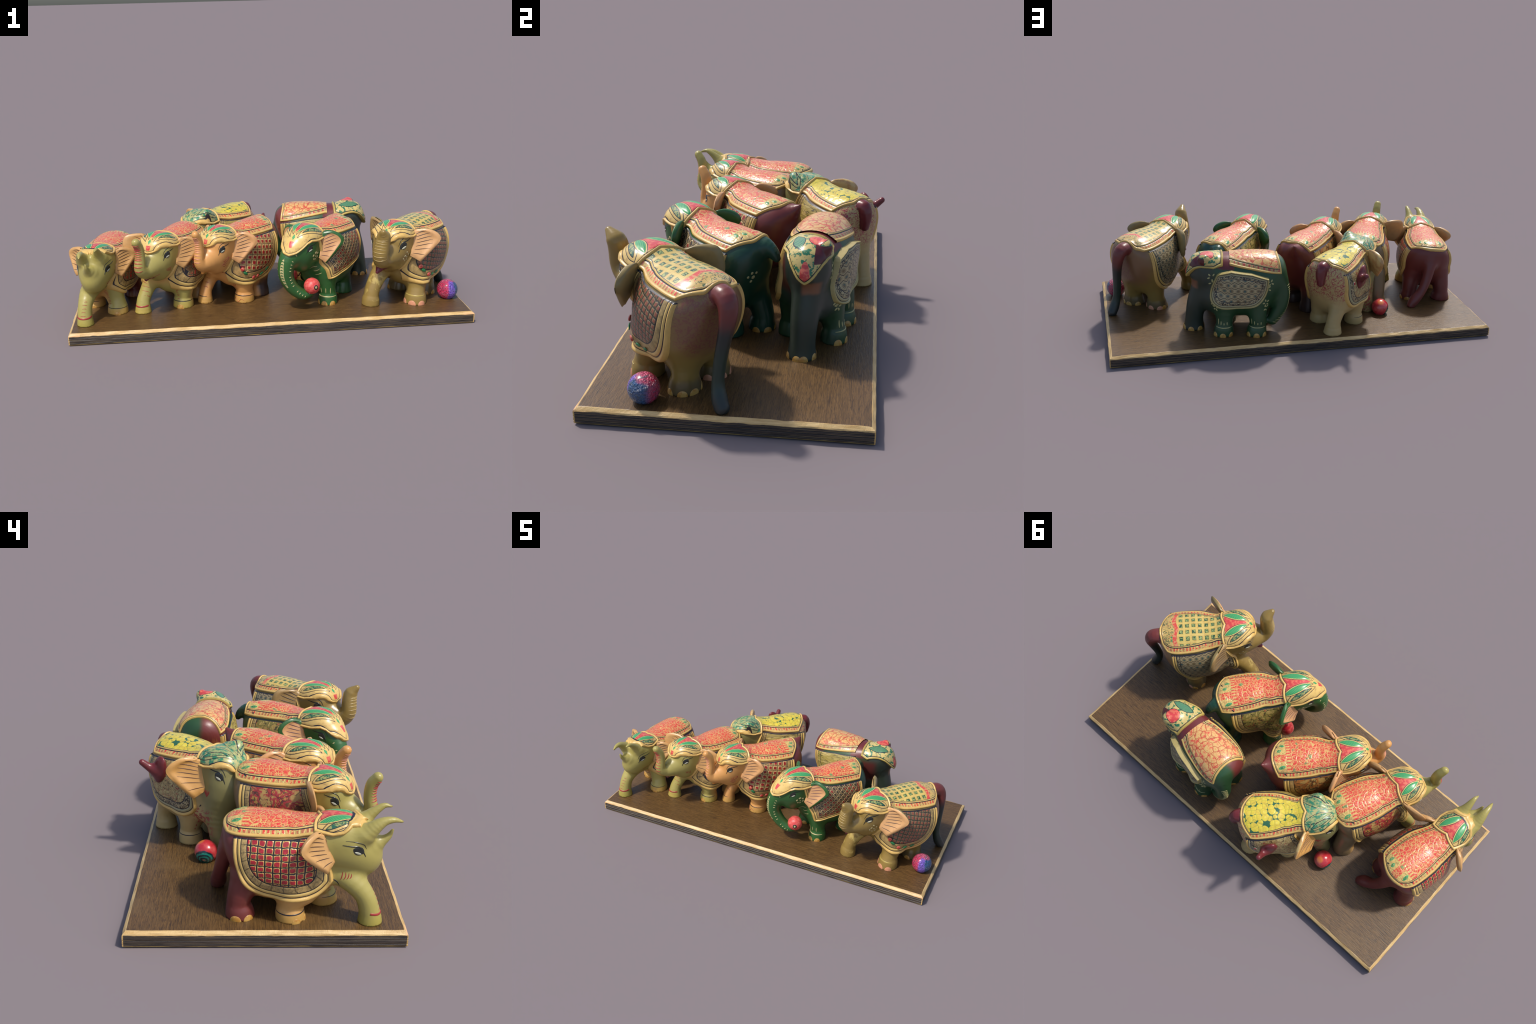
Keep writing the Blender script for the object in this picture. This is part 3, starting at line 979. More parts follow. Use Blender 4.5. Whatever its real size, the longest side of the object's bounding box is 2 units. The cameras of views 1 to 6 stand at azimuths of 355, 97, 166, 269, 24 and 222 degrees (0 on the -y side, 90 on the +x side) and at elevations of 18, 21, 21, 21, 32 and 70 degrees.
def rear_leaves(f, k):
    """leaf motifs on the strip at the saddle's rear"""
    for y, x, t, sz in ((.062, -.136, .3, (.013, .0075)), (.034, -.150, -.2, (.012, .008)), (-.050, -.142, .25, (.019, .0085))):
        f.paint.blob(k['leaf'], (x, y, .455), sz, .0012, lift=.0052, turn=t, shape='almond', name='painted_leaf')
        f.paint.blob(k['core'], (x, y, .455), (sz[0]*.5, sz[1]*.45), .001, lift=.0062, turn=t, shape='almond', name='leaf_core')
    f.paint.blob(k['ink'], (-.158, .055, .44), (.009, .0028), .0012, lift=.0052, turn=1.2, name='painted_mark')
    f.paint.blob(k['ink'], (-.128, -.082, .435), (.010, .0032), .0012, lift=.0052, turn=-.9, name='painted_mark')


def garland_fruit(f, k, side, berry, leafm, marks):
    for x, z, kind, t in marks:
        if kind == 'b': f.paint.blob(berry, (x, side*.125, z), (.0105, .0105), .0035, lift=.011, name='painted_berry')
        else: f.paint.blob(leafm, (x, side*.125, z), (.014, .0075), .0025, lift=.010, turn=t, shape='almond', name='painted_leaf')

# =====================================================================
#  the board
# =====================================================================
def board():
    m = Mat('worn_dark_wood')
    x, y = m.x, m.y
    z = m.z - G0
    g = m.noise(9, 4, .6, m.xyz(x*1.6, y*26.0, z*26.0), .6)
    g2 = m.noise(34, 3, .6, m.xyz(x*1.1, y*14.0, z*14.0))
    c = m.mix(m.step(.30, .72, g), (.080, .041, .012), (.150, .080, .025))
    c = m.mix((1-m.step(.38, .47, g2))*.8, c, (.040, .021, .009))
    g3 = m.noise(20, 3, .7, m.xyz(x*.55, y*11.0, z*11.0), .4)
    c = m.mix((1-m.step(.36, .43, g3))*.7, c, (.034, .018, .009))
    c = m.mix(m.step(.5, .75, m.noise(5, 3))*.30, c, (.185, .115, .045))
    z = m.z - G0   # height above the ground
    ex = m.math('MINIMUM', x + .997, 1.0 - x); ey = m.math('MINIMUM', y + .4795, .4795 - y)
    ed = m.math('MINIMUM', ex, ey); far = m.math('MAXIMUM', ex, ey)
    wob = (m.noise(13, 4)-.5)
    streak = m.noise(7, 4, .65, m.xyz(x*1.3, y*1.3, z*90.0))
    side_c = m.mix(m.step(.36, .62, streak), (.014, .011, .011), (.075, .056, .042))
    side_c = m.mix(m.step(.58, .66, m.noise(6, 3, .6, m.xyz(x*1.1, y*1.1, z*150.0)))*.6, side_c, (.20, .15, .09))
    rimc = m.mix(m.step(.3, .7, m.noise(24, 4, .6, m.xyz(x*.6, y*.6, z*6.0))), (.66, .46, .20), (.50, .31, .11))
    rimc = m.mix(m.step(.55, .62, streak)*m.step(.044, .047, z)*.5, rimc, (.36, .22, .09))
    up = m.step(.0440, .0458, z + wob*.012)
    for gz in (.0120, .0256, .0358):
        side_c = m.mix((1-m.step(.0006, .0016, m.math('ABSOLUTE', z - gz)))*.9, side_c, (.006, .005, .005))
        side_c = m.mix(m.inside(gz+.0018, gz+.0032, z + wob*.002, .0006)*m.step(.42, .56, streak)*.65, side_c, (.30, .21, .10))
    foot = 1 - m.step(.0035, .0058, z + wob*.010)
    post = 1 - m.step(.0035, .0055, far + wob*.006)
    endp = (1 - m.step(.055, .057, ex))*m.step(.0, .002, -.470 - y)
    c2 = m.mix(up, side_c, rimc)
    c2 = m.mix(foot*.75, c2, (.45, .31, .09))
    c2 = m.mix(post*.9, c2, (.60, .38, .13))
    c2 = m.mix(endp*up*.8, c2, (.72, .42, .20))
    top = m.step(.0128, .0150, ed + wob*.004)*m.step(.052, .054, z)
    c = m.mix(top, c2, c)
    m.bump(m.mix(.5, g, g2), .35, .004)
    mat = m.done(c, .40)
    # section from the underside up: small arris, upright edge, wide worn chamfer, top
    cx, cy, hx, hy = .0015, 0.0, .9985, .4795
    rings = [(.004, 0.0), (.0005, .0035), (0.0, .0105), (.0018, .0120), (0.0, .0138), (0.0, .0240), (.0018, .0256), (0.0, .0274), (0.0, .0345), (.0014, .0358), (0.0, .0372), (.0005, .0460), (.0025, .0495), (.0125, .0578), (.0160, G0)]
    nx, ny = 120, 58
    def outline(inset):
        ax, ay = hx-inset, hy-inset
        xs = np.linspace(-ax, ax, nx+1); ys = np.linspace(-ay, ay, ny+1)
        return np.concatenate([np.stack([xs[:-1], 0*xs[:-1]-ay], 1), np.stack([0*ys[:-1]+ax, ys[:-1]], 1), np.stack([xs[::-1][:-1], 0*xs[:-1]+ay], 1), np.stack([0*ys[:-1]-ax, ys[::-1][:-1]], 1)])
    k = 2*(nx+ny); t = np.arange(k)*2*math.pi/k; V = []
    for i, (ins, z) in enumerate(rings):
        P = outline(ins)
        w = (np.sin(t*37+i)+np.sin(t*61+2*i)+np.sin(t*23+1.7))*.00035 if i in (1, 11, 12, 13) else 0*t
        V.append(np.concatenate([P*(1+w[:, None]) + (cx, cy), (z + w*1.6)[:, None]], 1))
    n = len(rings); V = np.concatenate(V); F = []
    for i in range(n-1):
        for j in range(k):
            a, b = i*k+j, i*k+(j+1) % k
            F.append((a, b, b+k, a+k))
    F.append(tuple(range(k-1, -1, -1))); F.append(tuple(range((n-1)*k, n*k)))
    me = bpy.data.meshes.new('board'); me.from_pydata(V.tolist(), [], F)
    me.materials.append(mat)
    ob = bpy.data.objects.new('wooden_board', me)
    bpy.context.scene.collection.objects.link(ob)
    ob['label'] = 'long dark wooden board with worn cream edges'; ob['category'] = 'wooden board'
    return ob


def ball(name, c, r, mat, label, parent=None, rough=.0):
    import bmesh
    bm = bmesh.new(); bmesh.ops.create_uvsphere(bm, u_segments=48, v_segments=32, radius=r)
    for v in bm.verts:
        p = v.co.copy(); a = math.sin(p.x*170+1)*math.sin(p.y*190)*math.sin(p.z*160+2)
        v.co = p*(1 + rough*a)
    me = bpy.data.meshes.new(name); bm.to_mesh(me); bm.free(); me.materials.append(mat)
    for p in me.polygons: p.use_smooth = True
    ob = bpy.data.objects.new(name, me); bpy.context.scene.collection.objects.link(ob)
    ob.location = c
    if parent: ob.parent = parent
    else: ob['label'] = label; ob['category'] = 'painted ball'
    return ob


def thread_ball_mat():
    m = Mat('glossy_thread_wrap')
    x, y, z = m.x, m.y, m.z - G0
    th = m.noise(30, 3, .6, m.warp(40, .05, m.xyz(x*1.0, y*1.0, z*6.0)), 1.0)
    hue = x*.8 + y*.75 + z*-.15 + (m.noise(22, 2)-.5)*.03
    c = m.mix(m.step(-.012, .006, x*1.0 - y*.15 + (m.noise(30, 2)-.5)*.03), (.62, .03, .10), (.20, .10, .55))
    c = m.mix(m.step(.004, .018, x + y*.35 + (m.noise(30, 2)-.5)*.02), c, (.010, .075, .21))
    c = m.mix(m.step(.032, .044, z + y*.35 + (m.noise(26, 2)-.5)*.02), c, (.55, .08, .16))
    c = m.mix(m.step(.0, .03, y - x*.2 + (m.noise(30, 2)-.5)*.02)*.85, c, (.50, .02, .06))
    c = m.mix(m.step(.56, .64, th)*.7, c, (.10, .14, .16))
    c = m.mix((1-m.step(.30, .36, th))*.4, c, (.70, .50, .65))
    pb = m.voronoi(150, 'F1', m.warp(60, .01))
    sp = m.step(.52, .60, m.noise(120, 2))
    c = m.mix(sp*.45, c, (.012, .03, .07))
    m.bump(th - pb*.8, .9, .008)
    return m.done(c, .22, coat=.5)


def red_ball_mat(name='glossy_red_ball', patch=True):
    m = Mat(name)
    x, y, z = m.x, m.y, m.z - G0
    n = m.noise(28, 3)
    c = m.mix(m.step(.35, .7, n), (.48, .025, .035), (.60, .10, .09))
    if patch:
        v = m.math('SQRT', (x+.033)*(x+.033) + (y-.006)*(y-.006) + (z+.016)*(z+.016)) + (m.noise(40, 2)-.5)*.012
        d = v
        c = m.mix(1-m.step(.036, .039, d), c, (.008, .03, .035))
        sw = m.step(-.2, .3, m.math('SINE', d*620.0 + n*5))
        c = m.mix((1-m.step(.031, .034, d))*sw, c, (.01, .22, .16))
        c = m.mix(1-m.step(.0075, .010, d), c, (.62, .13, .08))
        c = m.mix((1-m.step(.010, .022, m.math('SQRT', (x-.006)*(x-.006)+(y-.02)*(y-.02)+(z-.036)*(z-.036))))*.7, c, (.75, .25, .05))
    m.bump(n, .15, .004)
    return m.done(c, .22, coat=.4)


def held_ball_mat():
    m = Mat('red_grainy_ball')
    x, y, z = m.x, m.y, m.z - G0
    n = m.noise(60, 4, .7)
    c = m.mix(m.step(.35, .7, n), (.58, .04, .04), (.70, .16, .13))
    m.bump(n, .35, .004)
    return m.done(c, .4)

# =====================================================================
#  the seven figurines
# =====================================================================
def calf_kit(f):
    """cloth and paint kit shared by the red-saddled figurines"""
    k = cloth_kit(f, 'calf')
    k['garland'] = garland_mat(f, 'garland_band')
    k['blood'] = lacquer(f, 'red_paint', (.34, .035, .03))
    k['eye'] = lacquer(f, 'eye_black', (.02, .022, .02), .2)
    k['white'] = lacquer(f, 'eye_white', (.42, .42, .32), .3)
    k['nail'] = mottle(f, 'toenail_yellow', NAIL, (.42, .20, .035), 60)
    k['pink'] = lacquer(f, 'toenail_pink', (.62, .27, .15))
    return k


def elephant_with_tusks():
    f = Figure('elephant_figurine', (-.82, -.05), 11, 'pale green elephant with three small horns and red saddle cloth', sz=.87)
    k = calf_kit(f)
    body = body_mat(f, 'painted_skin', TAN, [
        (OLIVE, lambda m, n: m.step(.165, .205, m.x + n*.05 + (m.z-.25)*.25)),
        (OLIVE, lambda m, n: m.step(.10, .14, m.x + n*.04)*m.step(.02, .05, m.y)*(1-m.step(.20, .26, m.z))),
        ((.36, .30, .06), lambda m, n: m.step(.24, .26, m.x)*(1-m.step(.07, .12, m.z + n*.04))*.8),
        (MAROON, lambda m, n: 1 - m.step(-.070, -.055, m.x + n*.02)),
        (NAIL, lambda m, n: m.step(.0, .02, m.x)*(1-m.step(.20, .24, m.x))*(1-m.step(.085, .10, m.z + n*.03))*.75),
    ])
    prims = torso_forms(rear=.89, low=.188) + [
        ('torso', limb((.150, -.030, .240, .055), (.095, -.055, .165, .046)), .03),
        ('head', ell((.205, 0, .372), (.110, .090, .108), 2.4), .02),
        ('head', ell((.264, 0, .322), (.088, .064, .094)), .025),
        ('leg:a', foreleg(1, .142, .073, (.12, .045, .26), .047), .03),
        ('leg:b', foreleg(-1, .048, -.069*-1, (.06, .07, .25), .046), .03),
        ('leg:c', hindleg(-1, -.127, .085, .045), .03),
        ('leg:d', hindleg(1, -.118, .093, .045), .03),
        ('leg:e', limb((.20, -.015, .26, .055), (.255, -.035, .225, .045), (.300, -.044, .17, .0355), (.318, -.045, .11, .036), (.322, -.044, .075, .040), (.322, -.043, .05, .043)), .025),
        ('tail', limb((-.140, .0, .385, .042), (-.178, .005, .320, .034), (-.200, .018, .24, .028), (-.222, .045, .16, .025), (-.236, .085, .10, .030), (-.246, .105, .068, .024)), .03),
        ('horn:a', limb((.295, -.038, .430, .034), (.325, -.036, .462, .024), (.352, -.031, .482, .0165), (.382, -.025, .488, .011), (.408, -.018, .480, .005)), .03),
        ('horn:b', limb((.275, .038, .440, .030), (.305, .040, .475, .020), (.335, .045, .502, .013), (.352, .047, .510, .009), (.371, .047, .507, .004)), .03),
        ('horn:c', limb((.325, .0, .375, .030), (.352, -.002, .392, .017), (.370, -.001, .412, .010), (.380, 0, .436, .004)), .025),
    ]
    f.body(prims, body)
    std_cloths(f, k, red_panel(f, 'red_saddle'), grid_panel(f, 'brown_lattice', core=(.16, .07, .03), edge=(.30, .22, .09), alt=(.36, .04, .03), warp=.012),
               grid_panel(f, 'red_lattice', core=(.33, .016, .024), cell=(.0262, .0240), fill=.31, gr=.075),
               zb=[(0, .462), (20, .462), (45, .458), (70, .436), (95, .428), (130, .432), (180, .44)], xb=.135)
    v = lacquer(f, 'ear_line', (.05, .02, .015)); peach = lacquer(f, 'ear_orange', (.54, .30, .11))
    std_ears(f, peach, peach, v, dx=.022, dz=-.004)
    rear_leaves(f, k)
    eyes(f, k['eye'], k['white'], (.272, .070, .374), 1.1)
    for s in (1, -1):
        for i in range(4):
            x = .222 + .011*i
            f.paint.stroke(k['blood'], [(x-.004, s*.08, .246+.003*i), (x+.002, s*.08, .262), (x+.004, s*.08, .279-.002*i)], .0021, name='painted_line')
    rungs(f, k['blood'], (.325, -.03, .205), (.352, -.045, .11), 5, .011)
    a = np.linspace(-1.5, 1.5, 7)
    f.paint.stroke(k['blood'], [(.322+.042*math.cos(t), -.044+.042*math.sin(t), .112-.006*math.cos(t)) for t in a], .0052, .0015, n=22, taper=False, name='painted_band')
    anklet(f, k['ink'], (.142, .073), .052, .098, -1.4, 1.6)
    anklet(f, k['ink'], (.048, -.069), .055, .098, -2.9, .6, .003)
    rungs(f, k['blood'], (.150, .03, .215), (.178, .045, .115), 9, .010, (.5, .7, .1))
    nails(f, k['nail'], (.148, .073), .2, 1, .05); nails(f, k['nail'], (.050, -.069), -.5, 2, .052)
    nails(f, k['nail'], (-.122, -.085), -1.2, 2, .052, (.022, .022)); nails(f, k['nail'], (-.112, .093), 2.3, 2, .052, (.020, .020))
    f.paint.stroke(k['ink'], [(.225, -.05, .225), (.205, -.068, .238), (.185, -.08, .252)], .0026)
    f.paint.stroke(k['ink'], [(.215, .05, .225), (.200, .066, .238), (.185, .08, .262)], .0026)
    f.finish()


def trunk_calf(name, pos, heading, label, head, base, ear, ridge, tongue, legs, sz, bend, saddle_mat, leftp, rightp, rump, extra=(), fruit=False):
    f = Figure('elephant_figurine', pos, heading, label, sz=sz, bend=bend, pull=.020 if name == 'b' else 0.0)
    path = [(x + (.020 if name == 'b' and i > 1 else .006 if name == 'b' else 0), y, z) for i, (x, y, z) in enumerate(TRUNK_UP)]
    k = calf_kit(f)
    fl, fr, rl, rr = legs
    body = body_mat(f, 'painted_skin', base, [
        (head, lambda m, n: m.step(.150, .200, m.x + n*.05 + (m.z-.28)*.3)),
        (head, lambda m, n: m.step(.04, .10, m.x + n*.05)*(1-m.step(.17, .25, m.z + n*.05))),
        ((.45, .33, .07) if head is OLIVE else NAIL, lambda m, n: m.step(.02, .03, m.x)*(1-m.step(.075, .105, m.z + n*.05))*.75),
        (rump, lambda m, n: 1 - m.step(-.125, -.095, m.x + n*.03 + (.3-m.z)*.10)),
        *extra])
    prims = (torso_forms(.96, .014, rear=1.05) if name == 'c' else torso_forms(rear=.90)) + head_forms() + [
        ('leg:a', foreleg(1, *fl), .03), ('leg:b', stepping_leg(-1, *fr), .03),
        ('leg:c', hindleg(1, *rl), .03), ('leg:d', hindleg(-1, *rr), .03),
        ('trunk', trunk_up(path), .03),
        ('tongue', limb((.290, 0, .292, .020), (.312, 0, .283, .013), (.330, .004, .276, .008)), .008),
        ('tail', limb((-.155, -.01, .395, .050), (-.200, -.016, .415, .034), (-.236, -.024, .448, .008)) if name == 'c' else limb((-.14, 0, .39, .040), (-.166, 0, .35, .026), (-.172, 0, .28, .020), (-.168, 0, .2, .016)), .03)]
    f.body(prims, {'*': body, 'tongue': lacquer(f, 'tongue_paint', tongue, .3)})
    k['saddle'] = saddle_mat(f)
    if fruit: k['garland'] = garland_mat(f, 'garland_band', (.50, .31, .11), (.30, .2, .07), 12)
    std_cloths(f, k, k['saddle'], leftp(f), rightp(f))
    v = lacquer(f, 'ear_line', (.04, .015, .012)); e = lacquer(f, 'ear_orange', ear)
    eb = lacquer(f, 'ear_back', tuple(np.array(ear)*.95))
    std_ears(f, eb, e, v, right=name == 'c')
    if name == 'b':
        f.ear(-1, [(.135, .080, .448), (.157, .125, .462), (.196, .178, .452), (.213, .186, .402), (.205, .176, .360), (.190, .150, .322)], (.145, .078, .440), (.178, .088, .330), eb, e, v)
    rear_leaves(f, k)
    eyes(f, k['eye'], k['white'])
    trunk_rings(f, ridge(f), path, TRUNK_R, 13, .40, .97)
    anklet(f, k['ink'], (fl[0], fl[1]), .0505, .098, -1.5, 1.7, .0026)
    return f, k


def olive_calf():
    f, k = trunk_calf('b', (-.47, -.08), 24, 'pale green elephant with raised red-ridged trunk and red saddle cloth', OLIVE, TAN, (.54, .30, .11),
                      lambda f: lacquer(f, 'red_ridge', (.40, .05, .035)), WINE, ((.066, .061), (.222, .088), (-.10, .075), (-.155, .085)), .985, -.12,
                      lambda f: red_panel(f, 'red_saddle', scale=44), lambda f: grid_panel(f, 'brown_lattice', core=(.16, .08, .03), edge=(.32, .22, .09), alt=(.38, .04, .03), warp=.014),
                      lambda f: mush_panel(f, 'worn_red_lattice', ((.42, .26, .08), (.33, .03, .03), (.42, .22, .05), (.14, .06, .03)), 30), (.20, .13, .06))
    for i in range(4):
        x = .218 + .010*i
        f.paint.stroke(k['blood'], [(x-.003, .075, .292+.002*i), (x+.001, .075, .305), (x+.003, .075, .322-.002*i)], .0021)
    rungs(f, k['blood'], (.17, -.075, .24), (.215, -.075, .13), 5, .012)
    rungs(f, k['blood'], (.115, .055, .215), (.118, .055, .105), 9, .010, (.3, .8, .1))
    a = np.linspace(-1.6, 1.4, 7)
    f.paint.stroke(k['blood'], [(.226+.034*math.cos(t), -.088+.034*math.sin(t), .100-.004*math.cos(t)) for t in a], .0045, .0015, n=22, taper=False, name='painted_band')
    f.paint.stroke(k['ink'], [(.19, .05, .245), (.165, .072, .255), (.150, .085, .275)], .0026)
    f.paint.stroke(k['blood'], [(.303, .0, .295), (.295, .03, .293), (.28, .05, .296)], .0018)
    nails(f, k['nail'], (.070, .061), .1, 1, .055, (.022, .022)); nails(f, k['nail'], (-.149, -.085), -1.2, 2, .052); nails(f, k['nail'], (-.149, -.085), 2.6, 1, .052)
    f.finish()


def peach_calf():
    f, k = trunk_calf('c', (-.13, -.04), 43, 'peach elephant with raised trunk and red saddle cloth', PEACH, PEACH, (.60, .31, .125),
                      lambda f: lacquer(f, 'orange_ridge', (.62, .26, .15)), (.62, .25, .05), ((.062, .071), (.192, .096), (-.065, .068), (-.135, .075)), .99, .08,
                      lambda f: red_panel(f, 'red_saddle', scale=48), lambda f: grid_panel(f, 'red_dot_lattice', (.029, .028), (.27, .012, .016), (.52, .33, .13), fill=.24, soft=.05, skew=.22, gr=.03),
                      lambda f: mush_panel(f, 'worn_ochre', ((.45, .27, .08), (.38, .13, .03), (.48, .32, .10), (.12, .06, .03)), 26), MAROON, fruit=True,
                      extra=[((.045, .026, .022), lambda m, n: (1-m.step(-.03, -.01, m.x + n*.02))*(1-m.step(.13, .20, m.z + n*.05)))])
    b = k['blood']
    berry = mottle(f, 'berry_red', (.42, .03, .03), (.55, .12, .07), 90)
    garland_fruit(f, k, 1, berry, lacquer(f, 'leaf_dark', (.02, .16, .05)), ((.142, .258, 'b', 0), (.120, .235, 'l', .5), (.070, .205, 'b', 0), (.042, .206, 'b', 0), (.008, .212, 'l', -.4), (-.03, .23, 'l', -.7)))
    y = .07
    f.paint.stroke(b, [(.250, y, .298), (.235, y, .312), (.215, y, .325), (.206, y, .338), (.211, y, .345), (.218, y, .338)], .0019, n=20)
    f.paint.stroke(b, [(.232, y, .318), (.230, y, .330), (.224, y, .342)], .0016)
    f.paint.stroke(b, [(.243, y, .306), (.226, y, .305), (.212, y, .312)], .0016)
    f.paint.stroke(b, [(.240, y, .296), (.226, y, .292), (.214, y, .296)], .0018)
    f.paint.blob(b, (.238, y, .326), (.003, .003), .0008)
    rungs(f, b, (.165, -.08, .225), (.20, -.085, .125), 4, .011)
    anklet(f, k['ink'], (.192, -.096), .036, .098, -1.2, .9, .0022)
    rungs(f, b, (.110, .045, .215), (.112, .05, .11), 7, .009, (.3, .8, .15))
    f.paint.stroke(b, [(.19, .02, .235), (.15, .045, .225), (.12, .055, .19), (.112, .06, .15)], .0014)
    f.paint.stroke(k['ink'], [(.19, .05, .245), (.170, .068, .252), (.155, .08, .265)], .0024)
    f.paint.stroke(b, [(.10, .035, .065), (.114, .05, .082), (.113, .07, .064), (.108, .085, .080), (.10, .098, .07)], .0014, n=20)
    nails(f, k['nail'], (-.06, .068), 1.4, 2, .052); nails(f, k['nail'], (-.13, -.075), 3.0, 3, .052)
    f.finish()


def green_calf():
    f = Figure('elephant_figurine', (.295, -.11), 38, 'dark green elephant with red saddle holding a ball in its trunk')
    k = calf_kit(f)
    body = body_mat(f, 'painted_skin', GREEN, [
        ((.014, .055, .03), lambda m, n: 1 - m.step(-.12, -.05, m.x + n*.05))], rough=.33, grain=.06)
    P = catmull([(.280, -.010, .375), (.312, -.024, .335), (.324, -.030, .285), (.318, -.026, .235), (.294, -.004, .180), (.264, .028, .148), (.238, .052, .150)], 22)
    R = np.interp(np.linspace(0, 1, 22), [0, .3, .7, 1], [.050, .041, .031, .025])
    prims = torso_forms(.96, .021, rear=1.04) + [
        ('head', ell((.196, 0, .390), (.104, .088, .092), 2.5), .02), ('head', ell((.218, 0, .330), (.082, .068, .080)), .025), ('head', ell((.268, -.010, .365), (.056, .050, .058)), .035),
        ('trunk', limb(*[(*p, r) for p, r in zip(P, R)]), .025),
        ('leg:a', foreleg(1, .092, .085, (.10, .075, .25), .044), .03), ('leg:b', foreleg(-1, .060, .092, (.08, .075, .25), .044), .03),
        ('leg:c', hindleg(1, -.108, .067, .046), .03), ('leg:d', hindleg(-1, -.155, .055, .046), .03),
        ('tail', limb((-.165, -.01, .41, .040), (-.205, -.018, .415, .030), (-.235, -.026, .395, .023), (-.250, -.030, .375, .015)), .025)]
    f.body(prims, body)
    zl = [(-.2, .404), (-.06, .412), (.06, .418), (.14, .432)]
    panel = red_panel(f, 'red_saddle', scale=46)
    saddle(f, zl, (-.200, -.158), .165, (k['rim'], k['row'], k['ink'], k['band'], panel))
    cap(f, (k['rim'], k['ink'], k['ground'], k['red'], k['leaf'], k['core']),
        [(0, .362), (14, .372), (30, .392), (45, .413), (60, .422), (90, .416), (135, .416), (180, .42)], .140, .21, avoid=(), stretch=1.2, plan=((.12, .165, .20, .245, .29, .32, .35), (.100, .109, .106, .092, .074, .052, .024)))
    zt = [(a, b-.002) for a, b in zl]
    lat = grid_panel(f, 'angular_lattice', (.026, .032), (.05, .045, .035), (.42, .30, .14), fill=.26, skew=-.9, gr=.05, alt=(.28, .04, .03))
    flap(f, 1, (k['rim'], k['ink'], k['band'], row_mat(f, 'angular_row', (.40, .26, .10), (.30, .04, .03), (.03, .12, .05), 30), lat), zline=zt, wide=.75,
         poly=((-.96, .28, .078), (.20, .98, -.226), (1, 0, .150)), flare=.006)
    flap(f, -1, (k['rim'], k['ink'], k['band'], k['garland'], mush_panel(f, 'worn_ochre', ((.40, .27, .07), (.22, .18, .04), (.48, .34, .10), (.33, .06, .03)), 28)), zline=zt)
    gm = lacquer(f, 'ear_green', GREEN); pe = lacquer(f, 'ear_peach', (.60, .32, .14)); v = lacquer(f, 'ear_line', (.10, .03, .05))
    std_ears(f, gm, pe, v, lining=.80, dx=.018, dz=.004)
    rear_leaves(f, k)
    eyes(f, k['eye'], k['white'], (.258, .066, .390), .9)
    cr = lacquer(f, 'cream_dab', (.50, .44, .20))
    for s in (1, -1):
        for a, r, sz in ((0, 0, .005), (.3, .020, .0075), (1.4, .019, .0085), (2.4, .019, .0075), (3.5, .019, .0085), (4.6, .018, .0065), (5.4, .018, .0065)):
            f.paint.blob(cr, (.218+r*math.cos(a), s*.075, .345+r*math.sin(a)), (sz*.75, sz*.95), .0012, turn=a, name='painted_dab')
        for q in np.linspace(.14, .97, 15):
            i = int(q*21); p = P[i]; t = P[min(i+1, 21)]-P[max(i-1, 0)]; t /= np.linalg.norm(t)
            o = np.array([t[2], 0, -t[0]]); o = o if o[0] > 0 or q > .8 else -o
            c = p + np.array([0, s*R[i], 0])*.9 + (-o if t[2] < 0 and o[0] < 0 else o)*R[i]*.45
            f.paint.stroke(cr, [c + o*.006, c, c - o*.006], .0028, .0011, n=7, name='painted_dab')
    # pale ladder down the front of the trunk
    F = [P[i] + np.array([1, 0, .15])*R[i] for i in range(3, 14)]
    f.paint.stroke(cr, F, .0125, .0010, n=26, name='painted_band')
    for i in range(3, 13): 
        c = F[i-3]
        f.paint.stroke(gm, [c+np.array([0, -.007, 0]), c+np.array([.001, 0, .003]), c+np.array([0, .007, 0])], .0030, .0009, lift=.0012, n=7, name='painted_dab')
    for x, y, z in ((.19, .055, .262), (.172, .062, .250), (.155, .066, .232)):
        f.paint.stroke(cr, [(x+.012, y-.014, z-.006), (x, y, z), (x-.014, y+.012, z+.010)], .0022, name='painted_dab')
    for i, a in enumerate((-.9, -.35, .2, .75)):
        f.paint.stroke(cr, [(.09+.05*math.cos(a), .085+.05*math.sin(a), .120), (.09+.047*math.cos(a), .085+.047*math.sin(a), .150)], .0026, n=8, name='painted_dab')
    anklet(f, cr, (.092, .085), .046, .103, -1.6, 1.6, .0036)
    nails(f, k['nail'], (.096, .085), .1, 3, .054, (.019, .022)); nails(f, k['nail'], (-.102, .067), .4, 2, .05); nails(f, k['nail'], (.064, -.092), -.2, 3, .052); nails(f, k['nail'], (-.15, -.055), 2.8, 3, .05)
    for a, r, sz in ((0, 0, .008), (1.2, .020, .006), (.2, .022, .0055), (2.2, .020, .0055), (-1.2, .018, .006)):
        f.paint.blob(cr, (-.19, .045+r*math.cos(a), .315+r*math.sin(a)), (sz, sz), .001, name='painted_dab')
    for i in range(9):
        f.paint.blob(cr, (.075+.012*(i % 3-1), -.135, .205-.011*i), (.0055, .0035), .001, turn=i, name='painted_dab')
    V, T = surface_net(Form([('t', limb((.112, -.088, .265, .026), (.128, -.100, .225, .034), (.140, -.108, .190, .036), (.132, -.112, .165, .026)), .01)]), (.05, -.18, .10), (.21, -.03, .32), .004)
    fn = np.cross(V[T[:, 1]]-V[T[:, 0]], V[T[:, 2]]-V[T[:, 0]])
    if (fn*(V[T].mean(1)-V.mean(0))).sum() < 0: T = T[:, ::-1]
    f.add('tassel', V, T, mottle(f, 'red_tassel', (.42, .02, .03), (.60, .10, .08), 50, .4, .7, .25))
    bc = (.239, .071, .191); bf = Form([('ball', ell(bc, (.041, .041, .041)), .01)])
    f.paint.blob(k['eye'], (bc[0]+.020, bc[1]+.034, bc[2]+.003), (.0125, .0135), .0012, form=1, name='ball_mark')
